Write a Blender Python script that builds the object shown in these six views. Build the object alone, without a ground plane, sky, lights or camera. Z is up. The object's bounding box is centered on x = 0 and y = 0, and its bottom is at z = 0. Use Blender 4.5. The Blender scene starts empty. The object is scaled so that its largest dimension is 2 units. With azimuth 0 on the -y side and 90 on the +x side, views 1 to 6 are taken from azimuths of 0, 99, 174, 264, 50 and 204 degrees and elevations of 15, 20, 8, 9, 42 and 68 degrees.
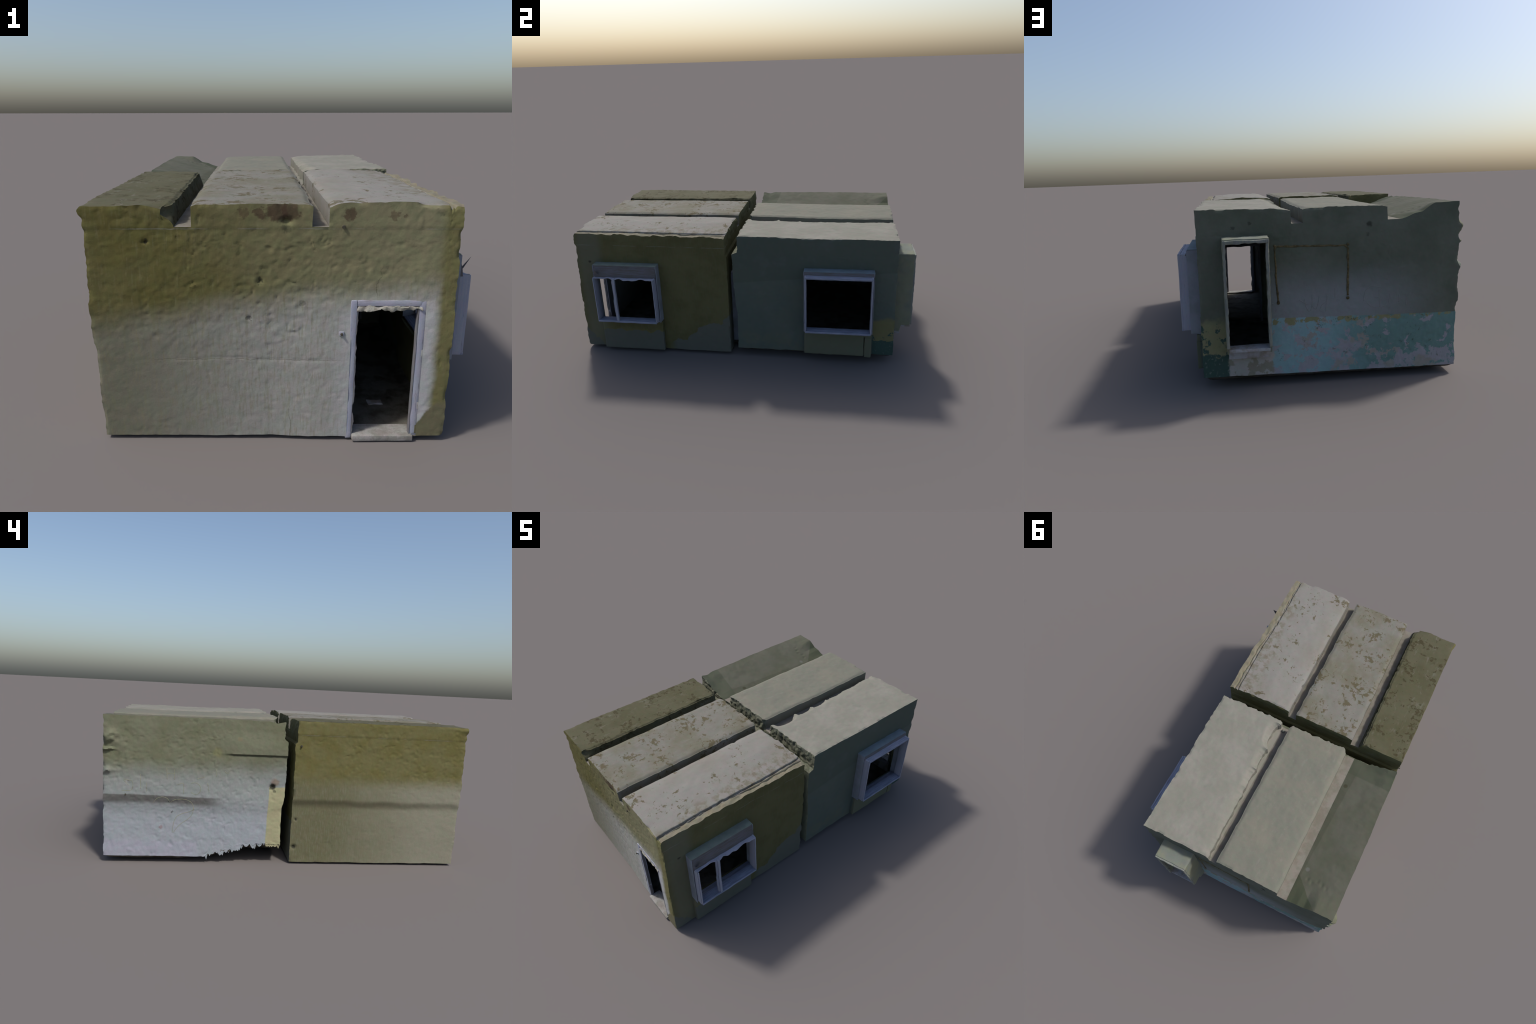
"""Weathered two-room concrete building: two plastered rooms side by side, joined by a short passage.
Each room is described by a lattice box (walls, grooved slab roof, floor) that a 'warp' (tilts, steps in the
plaster, chipped edges, dents) bends into its worn shape.  Frames, reveals and small fittings are separate parts."""
import bpy, bmesh, math, random
import numpy as np
from mathutils import Vector

random.seed(7)

# ------------------------------------------------------------------ noise and small maths
def _hash(ix, iy, iz, seed):
    h = (ix.astype(np.int64) * 374761393 + iy.astype(np.int64) * 668265263 + iz.astype(np.int64) * 2147483647 + seed * 144665) & 0xFFFFFFFF
    h = ((h ^ (h >> 13)) * 1274126177) & 0xFFFFFFFF
    h = ((h ^ (h >> 16)) * 2246822519) & 0xFFFFFFFF
    return ((h ^ (h >> 15)) & 0xFFFF) / 32767.5 - 1.0

def vnoise(x, y, z=0.0, seed=0):
    x, y, z = np.broadcast_arrays(np.asarray(x, float), np.asarray(y, float), np.asarray(z, float))
    ix, iy, iz = np.floor(x), np.floor(y), np.floor(z)
    fx, fy, fz = x - ix, y - iy, z - iz
    s = lambda t: t * t * t * (t * (6 * t - 15) + 10)
    fx, fy, fz = s(fx), s(fy), s(fz)
    out = 0
    for a in (0, 1):
        for b in (0, 1):
            for c in (0, 1):
                w = (fx if a else 1 - fx) * (fy if b else 1 - fy) * (fz if c else 1 - fz)
                out = out + w * _hash(ix + a, iy + b, iz + c, seed)
    return out

def fbm(x, y, z=0.0, seed=0, octaves=3, gain=0.5):
    out, amp, f = 0, 1.0, 1.0
    for k in range(octaves):
        out = out + amp * vnoise(np.asarray(x) * f, np.asarray(y) * f, np.asarray(z) * f, seed + 31 * k)
        amp *= gain
        f *= 2.03
    return out

def smooth(a, b, t):
    t = np.clip((np.asarray(t, float) - a) / (b - a), 0, 1)
    return t * t * (3 - 2 * t)

def bump(t, c, w):
    return np.exp(-((np.asarray(t, float) - c) / w) ** 2)

def lin(r, g, b):
    f = lambda c: (c / 12.92 if c <= 0.04045 else ((c + 0.055) / 1.055) ** 2.4)
    return (f(r / 255), f(g / 255), f(b / 255), 1.0)

# ------------------------------------------------------------------ material node helper
class Mat:
    def __init__(self, name, rough=0.9):
        self.m = bpy.data.materials.new(name)
        self.m.use_nodes = True
        self.t = self.m.node_tree
        self.bsdf = self.t.nodes["Principled BSDF"]
        self.bsdf.inputs["Roughness"].default_value = rough
        self.bsdf.inputs["Specular IOR Level"].default_value = 0.2
        self.co = self.node("ShaderNodeTexCoord").outputs["Object"]
        sep = self.node("ShaderNodeSeparateXYZ")
        self.link(self.co, sep.inputs[0])
        self.x, self.y, self.z = sep.outputs
    def node(self, kind):
        return self.t.nodes.new(kind)
    def link(self, a, b):
        self.t.links.new(a, b)
    def put(self, v, sock):
        if isinstance(v, (int, float)):
            sock.default_value = v
        elif isinstance(v, tuple):
            sock.default_value = v
        else:
            self.link(v, sock)
    def math(self, op, a, b=0.0, clamp=False):
        n = self.node("ShaderNodeMath")
        n.operation = op
        n.use_clamp = clamp
        self.put(a, n.inputs[0])
        self.put(b, n.inputs[1])
        return n.outputs[0]
    def add(self, a, b): return self.math("ADD", a, b)
    def sub(self, a, b): return self.math("SUBTRACT", a, b)
    def mul(self, a, b): return self.math("MULTIPLY", a, b)
    def top(self, a, b): return self.math("MAXIMUM", a, b)
    def low(self, a, b): return self.math("MINIMUM", a, b)
    def inv(self, a): return self.sub(1.0, a)
    def step(self, v, a, b):
        """0 below a, 1 above b, smooth between (a > b turns it round)."""
        n = self.node("ShaderNodeMapRange")
        n.interpolation_type = "SMOOTHSTEP"
        rev = a > b
        self.put(v, n.inputs[0])
        n.inputs[1].default_value, n.inputs[2].default_value = (b, a) if rev else (a, b)
        n.inputs[3].default_value, n.inputs[4].default_value = (1, 0) if rev else (0, 1)
        return n.outputs[0]
    def band(self, v, a, b, soft):
        return self.mul(self.step(v, a - soft, a + soft), self.step(v, b + soft, b - soft))
    def noise(self, scale, detail=4.0, rough=0.55, stretch=None, seed=0.0, distort=0.0):
        n = self.node("ShaderNodeTexNoise")
        co = self.co
        m = self.node("ShaderNodeMapping")
        m.inputs["Location"].default_value = (seed * 1.7, seed * 2.3, seed * 0.9)
        if stretch:
            m.inputs["Scale"].default_value = stretch
        self.link(co, m.inputs[0])
        self.link(m.outputs[0], n.inputs["Vector"])
        n.inputs["Scale"].default_value = scale
        n.inputs["Detail"].default_value = detail
        n.inputs["Roughness"].default_value = rough
        n.inputs["Distortion"].default_value = distort
        return n.outputs[0]
    def wobble(self, v, amount, scale, detail=5.0, seed=0.0):
        """a coordinate with a ragged offset of +-amount"""
        return self.add(v, self.mul(self.sub(self.noise(scale, detail, 0.6, seed=seed), 0.5), 2.0 * amount))
    def cells(self, scale, seed=0.0, feature="F1"):
        n = self.node("ShaderNodeTexVoronoi")
        n.feature = feature
        m = self.node("ShaderNodeMapping")
        m.inputs["Location"].default_value = (seed, seed * 1.3, seed * 0.7)
        self.link(self.co, m.inputs[0])
        self.link(m.outputs[0], n.inputs["Vector"])
        n.inputs["Scale"].default_value = scale
        return n.outputs["Distance"]
    def mix(self, fac, a, b):
        n = self.node("ShaderNodeMix")
        n.data_type = "RGBA"
        self.put(fac, n.inputs[0])
        self.put(a, n.inputs[6])
        self.put(b, n.inputs[7])
        return n.outputs[2]
    def shade(self, col, fac):
        """multiply a colour by a factor"""
        n = self.node("ShaderNodeVectorMath")
        n.operation = "SCALE"
        self.put(col[:3] if isinstance(col, tuple) else col, n.inputs[0])
        self.put(fac, n.inputs[3])
        return n.outputs[0]
    def spot(self, ax, a, bx, b, radius, soft=0.4):
        """round mark centred at (a, b) in the plane of coordinates ax, bx"""
        da, db = self.sub(ax, a), self.sub(bx, b)
        d = self.math("SQRT", self.add(self.mul(da, da), self.mul(db, db)))
        return self.step(d, radius * (1 + soft), radius * (1 - soft))
    def finish(self, col, grain=0.25, grain_scale=220.0, bump_scale=90.0, bump_strength=0.35, bump_dist=0.002):
        g = self.noise(grain_scale, 3.0, 0.6, seed=3.1)
        g2 = self.noise(28.0, 5.0, 0.6, seed=8.2)
        f = self.add(1.0 - grain * 0.5 - grain * 0.35, self.add(self.mul(g, grain), self.mul(g2, grain * 0.7)))
        hue = self.node("ShaderNodeMix")
        hue.data_type = "RGBA"
        hue.blend_type = "MULTIPLY"
        hue.inputs[0].default_value = 1.0
        self.link(self.shade(col, f), hue.inputs[6])
        self.link(self.mix(self.step(self.noise(38.0, 4.0, 0.6, seed=17.0), 0.4, 0.6), (0.975, 1.012, 0.985, 1.0), (1.025, 0.99, 1.0, 1.0)), hue.inputs[7])
        self.link(hue.outputs[2], self.bsdf.inputs["Base Color"])
        b = self.node("ShaderNodeBump")
        b.inputs["Strength"].default_value = bump_strength
        b.inputs["Distance"].default_value = bump_dist
        self.link(self.add(self.noise(bump_scale, 5.0, 0.65, seed=5.5), self.mul(self.noise(bump_scale * 3.3, 3.0, 0.6, seed=1.5), 0.4)), b.inputs["Height"])
        self.link(b.outputs[0], self.bsdf.inputs["Normal"])
        return self.m

# ------------------------------------------------------------------ colours of the matter
OLIVE = lin(104, 99, 60)
OLIVE_DEEP = lin(92, 87, 46)
OLIVE_GREY = lin(112, 109, 84)
LIME_GREY = lin(142, 142, 138)
LIME_WHITE = lin(170, 172, 176)
STONE_GREY = lin(103, 102, 88)
SAGE = lin(101, 103, 86)
BLUE_WHITE = lin(133, 139, 146)
TEAL_GREY = lin(82, 91, 85)
TURQUOISE = lin(124, 152, 158)
TURQUOISE_DEEP = lin(98, 125, 122)
PATCH_LILAC = lin(142, 139, 146)
PATCH_YELLOW = lin(124, 123, 94)
BOTTLE_GREEN = lin(56, 76, 70)
SLAB_GREY = lin(118, 115, 108)
SLAB_SAGE = lin(117, 116, 107)
SLOPE_GREEN = lin(80, 81, 68)
LICHEN = lin(80, 73, 52)
WOOD_WHITE = lin(148, 149, 161)
WOOD_BLUE = lin(118, 124, 142)
RUST = lin(66, 50, 40)
SOOT = lin(44, 44, 38)
EARTH = lin(96, 80, 60)

def mat_front_plaster():
    m = Mat("front_plaster")
    n = m.noise(6.0, 4.0, 0.55, seed=1)
    # olive wash above a ragged line that drops to the left; whitewash below
    line = m.add(m.wobble(m.z, 0.03, 7.0, 4.0, seed=2), m.mul(m.x, -0.11))
    up = m.step(line, 0.40, 0.53)
    # olive margin along the right-hand edge
    edge = m.step(m.wobble(m.x, 0.012, 14.0, seed=4), 0.446, 0.480)
    up = m.top(up, edge)
    olive = m.mix(m.step(n, 0.35, 0.65), lin(90, 86, 52), lin(86, 82, 44))  # olive deepened to hold some of the baked shade at the left
    olive = m.mix(m.step(m.wobble(m.x, 0.15, 4.0, seed=33), -0.45, 0.40), olive, lin(115, 113, 88))
    olive = m.mix(edge, olive, lin(102, 99, 66))
    olive = m.mix(m.mul(m.step(m.noise(60.0, 4.0, 0.6, stretch=(2.5, 1, 0.35), seed=6), 0.5, 0.75), 0.3), olive, OLIVE_GREY)
    white = m.mix(m.step(m.x, -0.55, 0.1), STONE_GREY, LIME_GREY)
    white = m.mix(m.mul(m.step(m.noise(70.0, 4.0, 0.6, stretch=(2.2, 1, 0.3), seed=9), 0.45, 0.7), 0.45), white, OLIVE_GREY)
    near_door = m.mul(m.step(m.x, 0.12, 0.24), m.step(m.z, 0.52, 0.42))
    white = m.mix(m.mul(near_door, 0.6), white, LIME_WHITE)
    col = m.mix(up, white, olive)
    # bare grey render at the lower right corner
    bare = m.step(m.sub(m.wobble(m.x, 0.02, 18.0, seed=12), m.mul(m.z, 0.75)), 0.375, 0.385)
    col = m.mix(m.mul(bare, m.step(m.z, 0.15, 0.12)), col, lin(98, 95, 74))
    # pale joint line under the roof slabs
    joint = m.mul(m.step(m.noise(9.0, 4.0, 0.6, seed=31), 0.42, 0.6), 1.0)
    joint = m.mul(joint, m.band(m.wobble(m.z, 0.003, 30.0, seed=3), 0.690, 0.693, 0.0012))
    col = m.mix(m.mul(joint, 0.35), col, LIME_GREY)
    # rust stains and holes
    for (a, b, r, c, k) in ((-0.02, 0.742, 0.030, RUST, .9), (0.02, 0.742, 0.026, RUST, .9), (-0.07, 0.738, 0.016, RUST, .8), (-0.118, 0.738, 0.016, RUST, .6), (0.19, 0.735, 0.018, RUST, .85),
                            (0.318, 0.730, 0.014, RUST, .6), (0.345, 0.730, 0.006, RUST, .6), (0.006, 0.692, 0.012, SOOT, .5),
                            (-0.406, 0.652, 0.008, SOOT, .8), (-0.069, 0.533, 0.009, SOOT, .7), (-0.103, 0.415, 0.008, SOOT, .55), (0.06, 0.462, 0.009, SOOT, .45)):
        s = m.spot(m.wobble(m.x, 0.022, 70.0, 6.0, seed=a), a, m.wobble(m.z, 0.020, 70.0, 6.0, seed=b), b, r, 0.25)
        col = m.mix(m.mul(s, k * 0.85), col, c)
    # hair cracks
    crack = m.band(m.wobble(m.z, 0.010, 22.0, 4.0, seed=21), 0.278, 0.2795, 0.0008)
    crack = m.mul(crack, m.band(m.x, -0.4, 0.17, 0.05))
    crack2 = m.mul(m.band(m.wobble(m.x, 0.012, 18.0, 4.0, seed=25), 0.026, 0.0275, 0.0008), m.step(m.z, 0.13, 0.10))
    crack3 = m.mul(m.band(m.wobble(m.x, 0.03, 14.0, 4.0, seed=27), 0.285, 0.2865, 0.0008), m.band(m.z, 0.48, 0.58, 0.01))
    col = m.mix(m.mul(m.top(crack, m.top(crack2, crack3)), 0.55), col, lin(70, 66, 50))
    return m.finish(col, 0.22, 200.0, 70.0, 0.4)

def mat_olive_side():
    """long lit side of the front room"""
    m = Mat("olive_side_plaster")
    zz = m.wobble(m.z, 0.008, 12.0, 5.0, seed=2)
    olive = m.mix(m.step(m.noise(9.0, 4.0, 0.6, seed=4), 0.4, 0.65), lin(94, 91, 60), lin(90, 86, 51))
    low = m.mix(m.step(m.wobble(m.y, 0.15, 5.0, seed=5), -0.20, -0.90), lin(92, 91, 69), lin(120, 119, 105))  # tint darkens towards the gap to include the shade there
    low = m.mix(m.mul(m.step(m.noise(80.0, 4.0, 0.6, stretch=(1, 2.5, 0.3), seed=9), 0.45, 0.7), 0.25), low, lin(120, 119, 110))
    zz = m.wobble(zz, 0.02, 26.0, 5.0, seed=14)
    col = m.mix(m.step(zz, 0.40, 0.50), low, olive)
    dark_band = m.mul(m.band(m.wobble(m.z, 0.010, 9.0, seed=7), 0.310, 0.350, 0.012), m.step(m.y, -1.3, -0.3))
    col = m.mix(m.mul(dark_band, 0.62), col, lin(76, 72, 56))
    joint = m.mul(m.step(m.noise(9.0, 4.0, 0.6, seed=31), 0.42, 0.6), 1.0)
    joint = m.mul(joint, m.band(m.wobble(m.z, 0.003, 30.0, seed=3), 0.686, 0.689, 0.0012))
    col = m.mix(m.mul(joint, 0.3), col, LIME_GREY)
    for a, b, r in ((-0.092, 0.243, 0.006), (-0.09, 0.092, 0.010)):
        col = m.mix(m.mul(m.spot(m.wobble(m.y, 0.006, 60.0, seed=a), a, m.wobble(m.z, 0.006, 60.0, seed=b), b, r), 0.85), col, SOOT)
    return m.finish(col, 0.22, 200.0, 80.0, 0.4)

def mat_olive_shade():
    """window side and back of the front room: olive paint over grey render, flaked off at the foot"""
    m = Mat("olive_flaked_plaster")
    olive = m.mix(m.step(m.noise(7.0, 4.0, 0.6, seed=4), 0.4, 0.65), lin(94, 91, 62), lin(86, 83, 54))
    olive = m.mix(m.mul(m.step(m.noise(60.0, 4.0, 0.6, stretch=(1, 2.5, 0.3), seed=9), 0.5, 0.75), 0.4), olive, lin(96, 96, 80))
    olive = m.mix(m.mul(m.band(m.y, -0.97, -0.83, 0.03), 0.6), olive, lin(102, 102, 88))
    grey = lin(90, 92, 84)
    edge = m.wobble(m.z, 0.055, 16.0, 6.0, seed=11)
    wild = m.wobble(m.z, 0.10, 8.0, 8.0, seed=41)
    foot = m.step(m.sub(wild, m.mul(m.add(m.y, 0.45), 0.50)), 0.056, 0.051)
    foot = m.mul(foot, m.step(m.y, -0.46, -0.40))
    apron = m.mul(m.step(edge, 0.152, 0.146), m.step(m.x, 0.524, 0.53))
    corner = m.mul(m.step(m.add(edge, m.mul(m.add(m.y, 0.977), 1.2)), 0.145, 0.138), m.step(m.y, -0.85, -0.86))
    flake = m.top(foot, m.top(apron, corner))
    col = m.mix(flake, olive, grey)
    rim = m.mul(m.band(edge, 0.150, 0.158, 0.003), m.step(m.x, 0.524, 0.53))
    col = m.mix(m.mul(rim, 0.5), col, OLIVE)
    dirt = m.mul(m.step(m.noise(24.0, 6.0, 0.7, stretch=(1, 1, 2.2), seed=15), 0.66, 0.74), 0.5)
    col = m.mix(dirt, col, lin(66, 64, 46))
    joint = m.mul(m.step(m.noise(9.0, 4.0, 0.6, seed=31), 0.42, 0.6), 1.0)
    joint = m.mul(joint, m.band(m.wobble(m.z, 0.003, 30.0, seed=3), 0.688, 0.691, 0.0012))
    col = m.mix(m.mul(joint, 0.3), col, LIME_GREY)
    col = m.mix(m.mul(m.spot(m.wobble(m.y, 0.01, 60.0), -0.905, m.wobble(m.z, 0.006, 60.0), 0.585, 0.008), 0.8), col, SOOT)
    return m.finish(col, 0.2, 200.0, 80.0, 0.3)

def mat_blue_side():
    """long lit side of the rear room: sage wash above, bluish limewash below"""
    m = Mat("blue_white_plaster")
    zz = m.add(m.wobble(m.z, 0.035, 7.0, 5.0, seed=2), m.mul(m.sub(m.y, 0.45), 0.03))
    sage = m.mix(m.step(m.noise(8.0, 4.0, 0.6, seed=4), 0.4, 0.65), SAGE, lin(95, 97, 78))
    lo = m.mix(m.step(m.wobble(m.z, 0.02, 8.0, seed=6), 0.42, 0.18), lin(122, 127, 126), BLUE_WHITE)
    lo = m.mix(m.mul(m.step(m.noise(70.0, 4.0, 0.6, stretch=(1, 2.2, 0.4), seed=9), 0.5, 0.75), 0.25), lo, LIME_GREY)
    lo = m.mix(m.mul(m.step(m.wobble(m.z, 0.01, 20.0, seed=13), 0.13, 0.10), m.mul(m.step(m.y, 0.40, 0.44), 0.4)), lo, lin(143, 141, 158))
    col = m.mix(m.step(zz, 0.41, 0.56), lo, sage)
    # pale yellow strip at the corner next to the gap
    yel = m.mul(m.step(m.add(m.wobble(m.y, 0.004, 20.0, seed=3), m.mul(m.z, 0.03)), 0.071, 0.066), m.step(m.wobble(m.z, 0.006, 30.0, seed=5), 0.415, 0.408))
    col = m.mix(yel, col, lin(142, 140, 112))
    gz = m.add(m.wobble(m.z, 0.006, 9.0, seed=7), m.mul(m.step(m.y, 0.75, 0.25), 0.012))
    dark_band = m.mul(m.mul(m.step(gz, 0.298, 0.332), m.step(gz, 0.362, 0.354)), m.step(m.wobble(m.y, 0.05, 9.0, seed=8), 0.26, 0.40))
    col = m.mix(m.mul(dark_band, 0.8), col, lin(76, 74, 71))
    for a, b, r, c, k in ((0.028, 0.435, 0.020, lin(122, 104, 90), .7), (0.04, 0.412, 0.016, SOOT, .95), (0.03, 0.39, 0.008, SOOT, .6), (0.22, 0.655, 0.012, lin(116, 104, 82), .4),
                          (0.33, 0.585, 0.024, lin(112, 110, 70), .35), (0.55, 0.27, 0.006, SOOT, .6), (0.605, 0.187, 0.009, lin(120, 84, 84), .45)):
        s = m.spot(m.wobble(m.y, 0.010, 60.0, 4.0, seed=a), a, m.wobble(m.z, 0.010, 60.0, 4.0, seed=b), b, r, 0.4)
        col = m.mix(m.mul(s, k), col, c)
    painted_ledge_shadow = m.mul(m.band(m.z, 0.568, 0.576, 0.003), m.step(m.y, 0.30, 0.26))  # shadow below the proud plaster ledge, painted as a dark line
    col = m.mix(m.mul(painted_ledge_shadow, 0.7), col, lin(56, 58, 46))
    return m.finish(col, 0.2, 200.0, 80.0, 0.4)

def mat_turquoise_end():
    """rear end: grey-green wall, turquoise dado flaking off, yellow and bottle-green remains beside the door"""
    m = Mat("turquoise_dado_plaster")
    up = m.mix(m.step(m.noise(5.0, 4.0, 0.6, seed=4), 0.35, 0.65), lin(84, 89, 78), lin(94, 98, 88))
    greyed = m.mix(m.step(m.x, -0.60, -0.1), up, lin(122, 126, 128))
    up = m.mix(m.mul(m.step(m.wobble(m.z, 0.04, 6.0, seed=6), 0.56, 0.34), m.step(m.x, 0.30, 0.2)), up, greyed)
    edge = m.add(m.wobble(m.z, 0.004, 30.0, 4.0, seed=3), m.mul(m.x, -0.022))
    dado = m.step(edge, 0.289, 0.286)
    tur = m.mix(m.step(m.wobble(m.x, 0.08, 8.0, seed=5), 0.05, -0.25), TURQUOISE, TURQUOISE_DEEP)
    # bare patches: many at the foot, few higher up
    p = m.noise(13.0, 9.0, 0.68, seed=11, distort=0.25)
    need = m.add(0.475, m.mul(m.step(m.z, 0.04, 0.22), 0.085))
    bare = m.step(m.sub(p, need), -0.004, 0.006)
    pale = m.mix(m.step(m.noise(14.0, 4.0, 0.6, seed=15), 0.5, 0.62), PATCH_LILAC, lin(138, 134, 128))
    dcol = m.mix(m.mul(bare, 0.9), tur, pale)
    ylow = m.mul(m.step(m.wobble(m.z, 0.03, 26.0, 7.0, seed=17), 0.262, 0.268), m.step(m.noise(18.0, 7.0, 0.65, seed=18), 0.50, 0.52))
    dcol = m.mix(ylow, dcol, PATCH_YELLOW)
    blist = m.mul(m.step(m.noise(60.0, 5.0, 0.7, seed=19), 0.56, 0.64), m.step(m.noise(9.0, 3.0, 0.5, seed=20), 0.52, 0.6))
    dcol = m.mix(m.mul(blist, 0.55), dcol, lin(60, 66, 54))
    col = m.mix(dado, up, dcol)
    # strip beside the door, towards the corner
    side = m.step(m.wobble(m.x, 0.006, 30.0, seed=22), 0.405, 0.412)
    zz = m.wobble(m.z, 0.05, 15.0, 6.0, seed=23)
    s = m.mix(m.step(zz, 0.31, 0.27), up, PATCH_YELLOW)
    green = m.top(m.step(zz, 0.155, 0.145), m.mul(m.step(m.noise(20.0, 6.0, 0.6, seed=24), 0.54, 0.58), m.step(zz, 0.29, 0.28)))
    gcol = m.mix(m.step(m.noise(90.0, 4.0, 0.6, seed=26), 0.55, 0.7), BOTTLE_GREEN, lin(96, 108, 100))
    s = m.mix(green, s, gcol)
    col = m.mix(side, col, s)
    foot = m.mul(m.band(m.wobble(m.x, 0.03, 20.0, seed=28), 0.22, 0.41, 0.006), m.step(m.wobble(m.z, 0.02, 20.0, seed=29), 0.16, 0.15))
    col = m.mix(foot, col, m.mix(m.step(m.noise(18.0, 5.0, 0.6, seed=30), 0.5, 0.55), lin(152, 150, 146), lin(128, 124, 112)))
    for a, b, r, k in ((-0.20, 0.672, 0.012, .75), (0.37, 0.68, 0.008, .5), (0.30, 0.695, 0.007, .5), (-0.19, 0.63, 0.007, .4)):
        sp = m.spot(m.wobble(m.x, 0.010, 60.0, 4.0, seed=a), a, m.wobble(m.z, 0.010, 60.0, 4.0, seed=b), b, r, 0.4)
        col = m.mix(m.mul(sp, k), col, SOOT)
    return m.finish(col, 0.2, 200.0, 80.0, 0.35)

def mat_teal_side():
    """window side of the rear room"""
    m = Mat("teal_grey_plaster")
    base = m.mix(m.step(m.noise(5.0, 4.0, 0.6, seed=4), 0.35, 0.65), TEAL_GREY, lin(87, 94, 86))
    upper = m.step(m.sub(m.wobble(m.z, 0.004, 12.0, seed=2), m.mul(m.y, 0.10)), 0.478, 0.486)
    base = m.mix(m.mul(upper, 0.55), base, lin(76, 83, 74))
    base = m.mix(m.mul(m.step(m.noise(8.0, 4.0, 0.6, seed=8), 0.52, 0.7), 0.3), base, lin(94, 98, 97))
    warm = m.mul(m.step(m.noise(9.0, 5.0, 0.6, seed=10), 0.5, 0.6), m.step(m.z, 0.22, 0.12))
    apron = m.mul(m.step(m.x, 0.532, 0.538), m.step(m.z, 0.22, 0.21))
    base = m.mix(m.mul(m.top(m.mul(warm, 0.4), apron), 0.6), base, lin(102, 102, 80))
    zz = m.wobble(m.z, 0.05, 15.0, 6.0, seed=23)
    side = m.step(m.y, 0.768, 0.775)
    s = m.mix(m.step(zz, 0.30, 0.26), base, lin(108, 106, 76))
    green = m.top(m.step(zz, 0.152, 0.146), m.mul(m.step(m.noise(24.0, 6.0, 0.6, seed=24), 0.60, 0.63), m.step(zz, 0.25, 0.24)))
    s = m.mix(green, s, m.mix(m.step(m.noise(90.0, 4.0, 0.6, seed=26), 0.58, 0.7), BOTTLE_GREEN, lin(86, 98, 92)))
    col = m.mix(side, base, s)
    return m.finish(col, 0.18, 200.0, 80.0, 0.25)

def mat_broken_end():
    """end of the rear room that faces the gap: broken concrete under the slabs, sage plaster below"""
    m = Mat("broken_concrete_end")
    conc = m.mix(m.step(m.noise(30.0, 6.0, 0.7, seed=4), 0.4, 0.65), lin(104, 106, 92), lin(82, 84, 70))
    holes = m.step(m.cells(55.0, 1.0), 0.24, 0.16)
    conc = m.mix(m.mul(m.mul(holes, m.step(m.noise(20.0, 3.0, seed=6), 0.48, 0.6)), 0.8), conc, lin(40, 42, 36))
    col = m.mix(m.step(m.z, 0.64, 0.655), lin(120, 124, 104), conc)
    return m.finish(col, 0.3, 160.0, 60.0, 0.8, 0.004)

def mat_roof(name, base, warm, spots, spot_bias, edge_x=None, lichen=LICHEN):
    m = Mat(name)
    col = m.mix(m.step(m.noise(6.0, 5.0, 0.6, seed=3), 0.4, 0.66), base, warm)
    col = m.mix(m.mul(m.step(m.noise(40.0, 5.0, 0.6, stretch=(1, 0.4, 1), seed=5), 0.55, 0.75), 0.2), col, lin(134, 132, 126))
    if spots > 0:
        big = m.noise(7.0, 2.0, 0.5, seed=9 + spot_bias)
        p = m.noise(36.0, 8.0, 0.66, seed=13 + spot_bias, distort=0.4)
        k = m.step(m.add(p, m.mul(m.sub(big, 0.5), 0.55)), 0.645 - spots, 0.69 - spots)
        col = m.mix(m.mul(k, 0.85), col, lichen)
        tiny = m.step(m.noise(120.0, 3.0, 0.5, seed=15), 0.70, 0.73)
        col = m.mix(m.mul(tiny, 0.5), col, lichen)
    if edge_x is not None:
        e = m.step(m.add(m.wobble(m.x, 0.10, 7.0, 6.0, seed=21), m.mul(m.sub(m.y, -0.2), 0.10)), edge_x, edge_x + 0.07)
        mott = m.mul(e, m.step(m.noise(26.0, 6.0, 0.65, seed=23), 0.42, 0.62))
        col = m.mix(m.mul(mott, 0.75), col, lin(97, 91, 76))
        col = m.mix(m.mul(m.step(m.x, 0.481, 0.486), 0.75), col, lin(112, 107, 88))
    return m.finish(col, 0.2, 240.0, 60.0, 0.3)

def mat_plain(name, col, col2, scale=12.0, grain=0.2, bs=80.0, strength=0.3, rough=0.9):
    m = Mat(name, rough)
    c = m.mix(m.step(m.noise(scale, 5.0, 0.6, seed=3), 0.4, 0.65), col, col2)
    return m.finish(c, grain, 200.0, bs, strength)

def mat_slope():
    m = Mat("slope_green_grey")
    col = m.mix(m.step(m.noise(5.0, 4.0, 0.6, seed=3), 0.4, 0.65), SLOPE_GREEN, lin(86, 86, 75))
    rear = m.step(m.add(m.y, m.wobble(m.x, 0.01, 12.0, seed=2)), 0.405, 0.411)
    foot = m.step(m.add(m.wobble(m.x, 0.006, 14.0, seed=5), m.mul(m.y, -0.06)), -0.392, -0.386)
    front = m.step(m.add(m.y, m.mul(m.x, 0.12)), 0.055, 0.045)
    col = m.mix(m.mul(m.mul(rear, m.step(m.x, -0.49, -0.45)), 0.7), col, lin(60, 66, 48))
    col = m.mix(m.mul(foot, 0.35), col, lin(62, 64, 52))
    col = m.mix(m.mul(front, 0.6), col, lin(64, 70, 56))
    dark = m.spot(m.x, -0.355, m.y, 0.175, 0.012, 0.3)
    col = m.mix(m.mul(dark, 0.7), col, lin(56, 54, 38))
    col = m.mix(m.mul(m.spot(m.x, -0.365, m.y, 0.70, 0.011, 0.4), 0.5), col, lin(112, 112, 108))
    return m.finish(col, 0.14)

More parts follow.
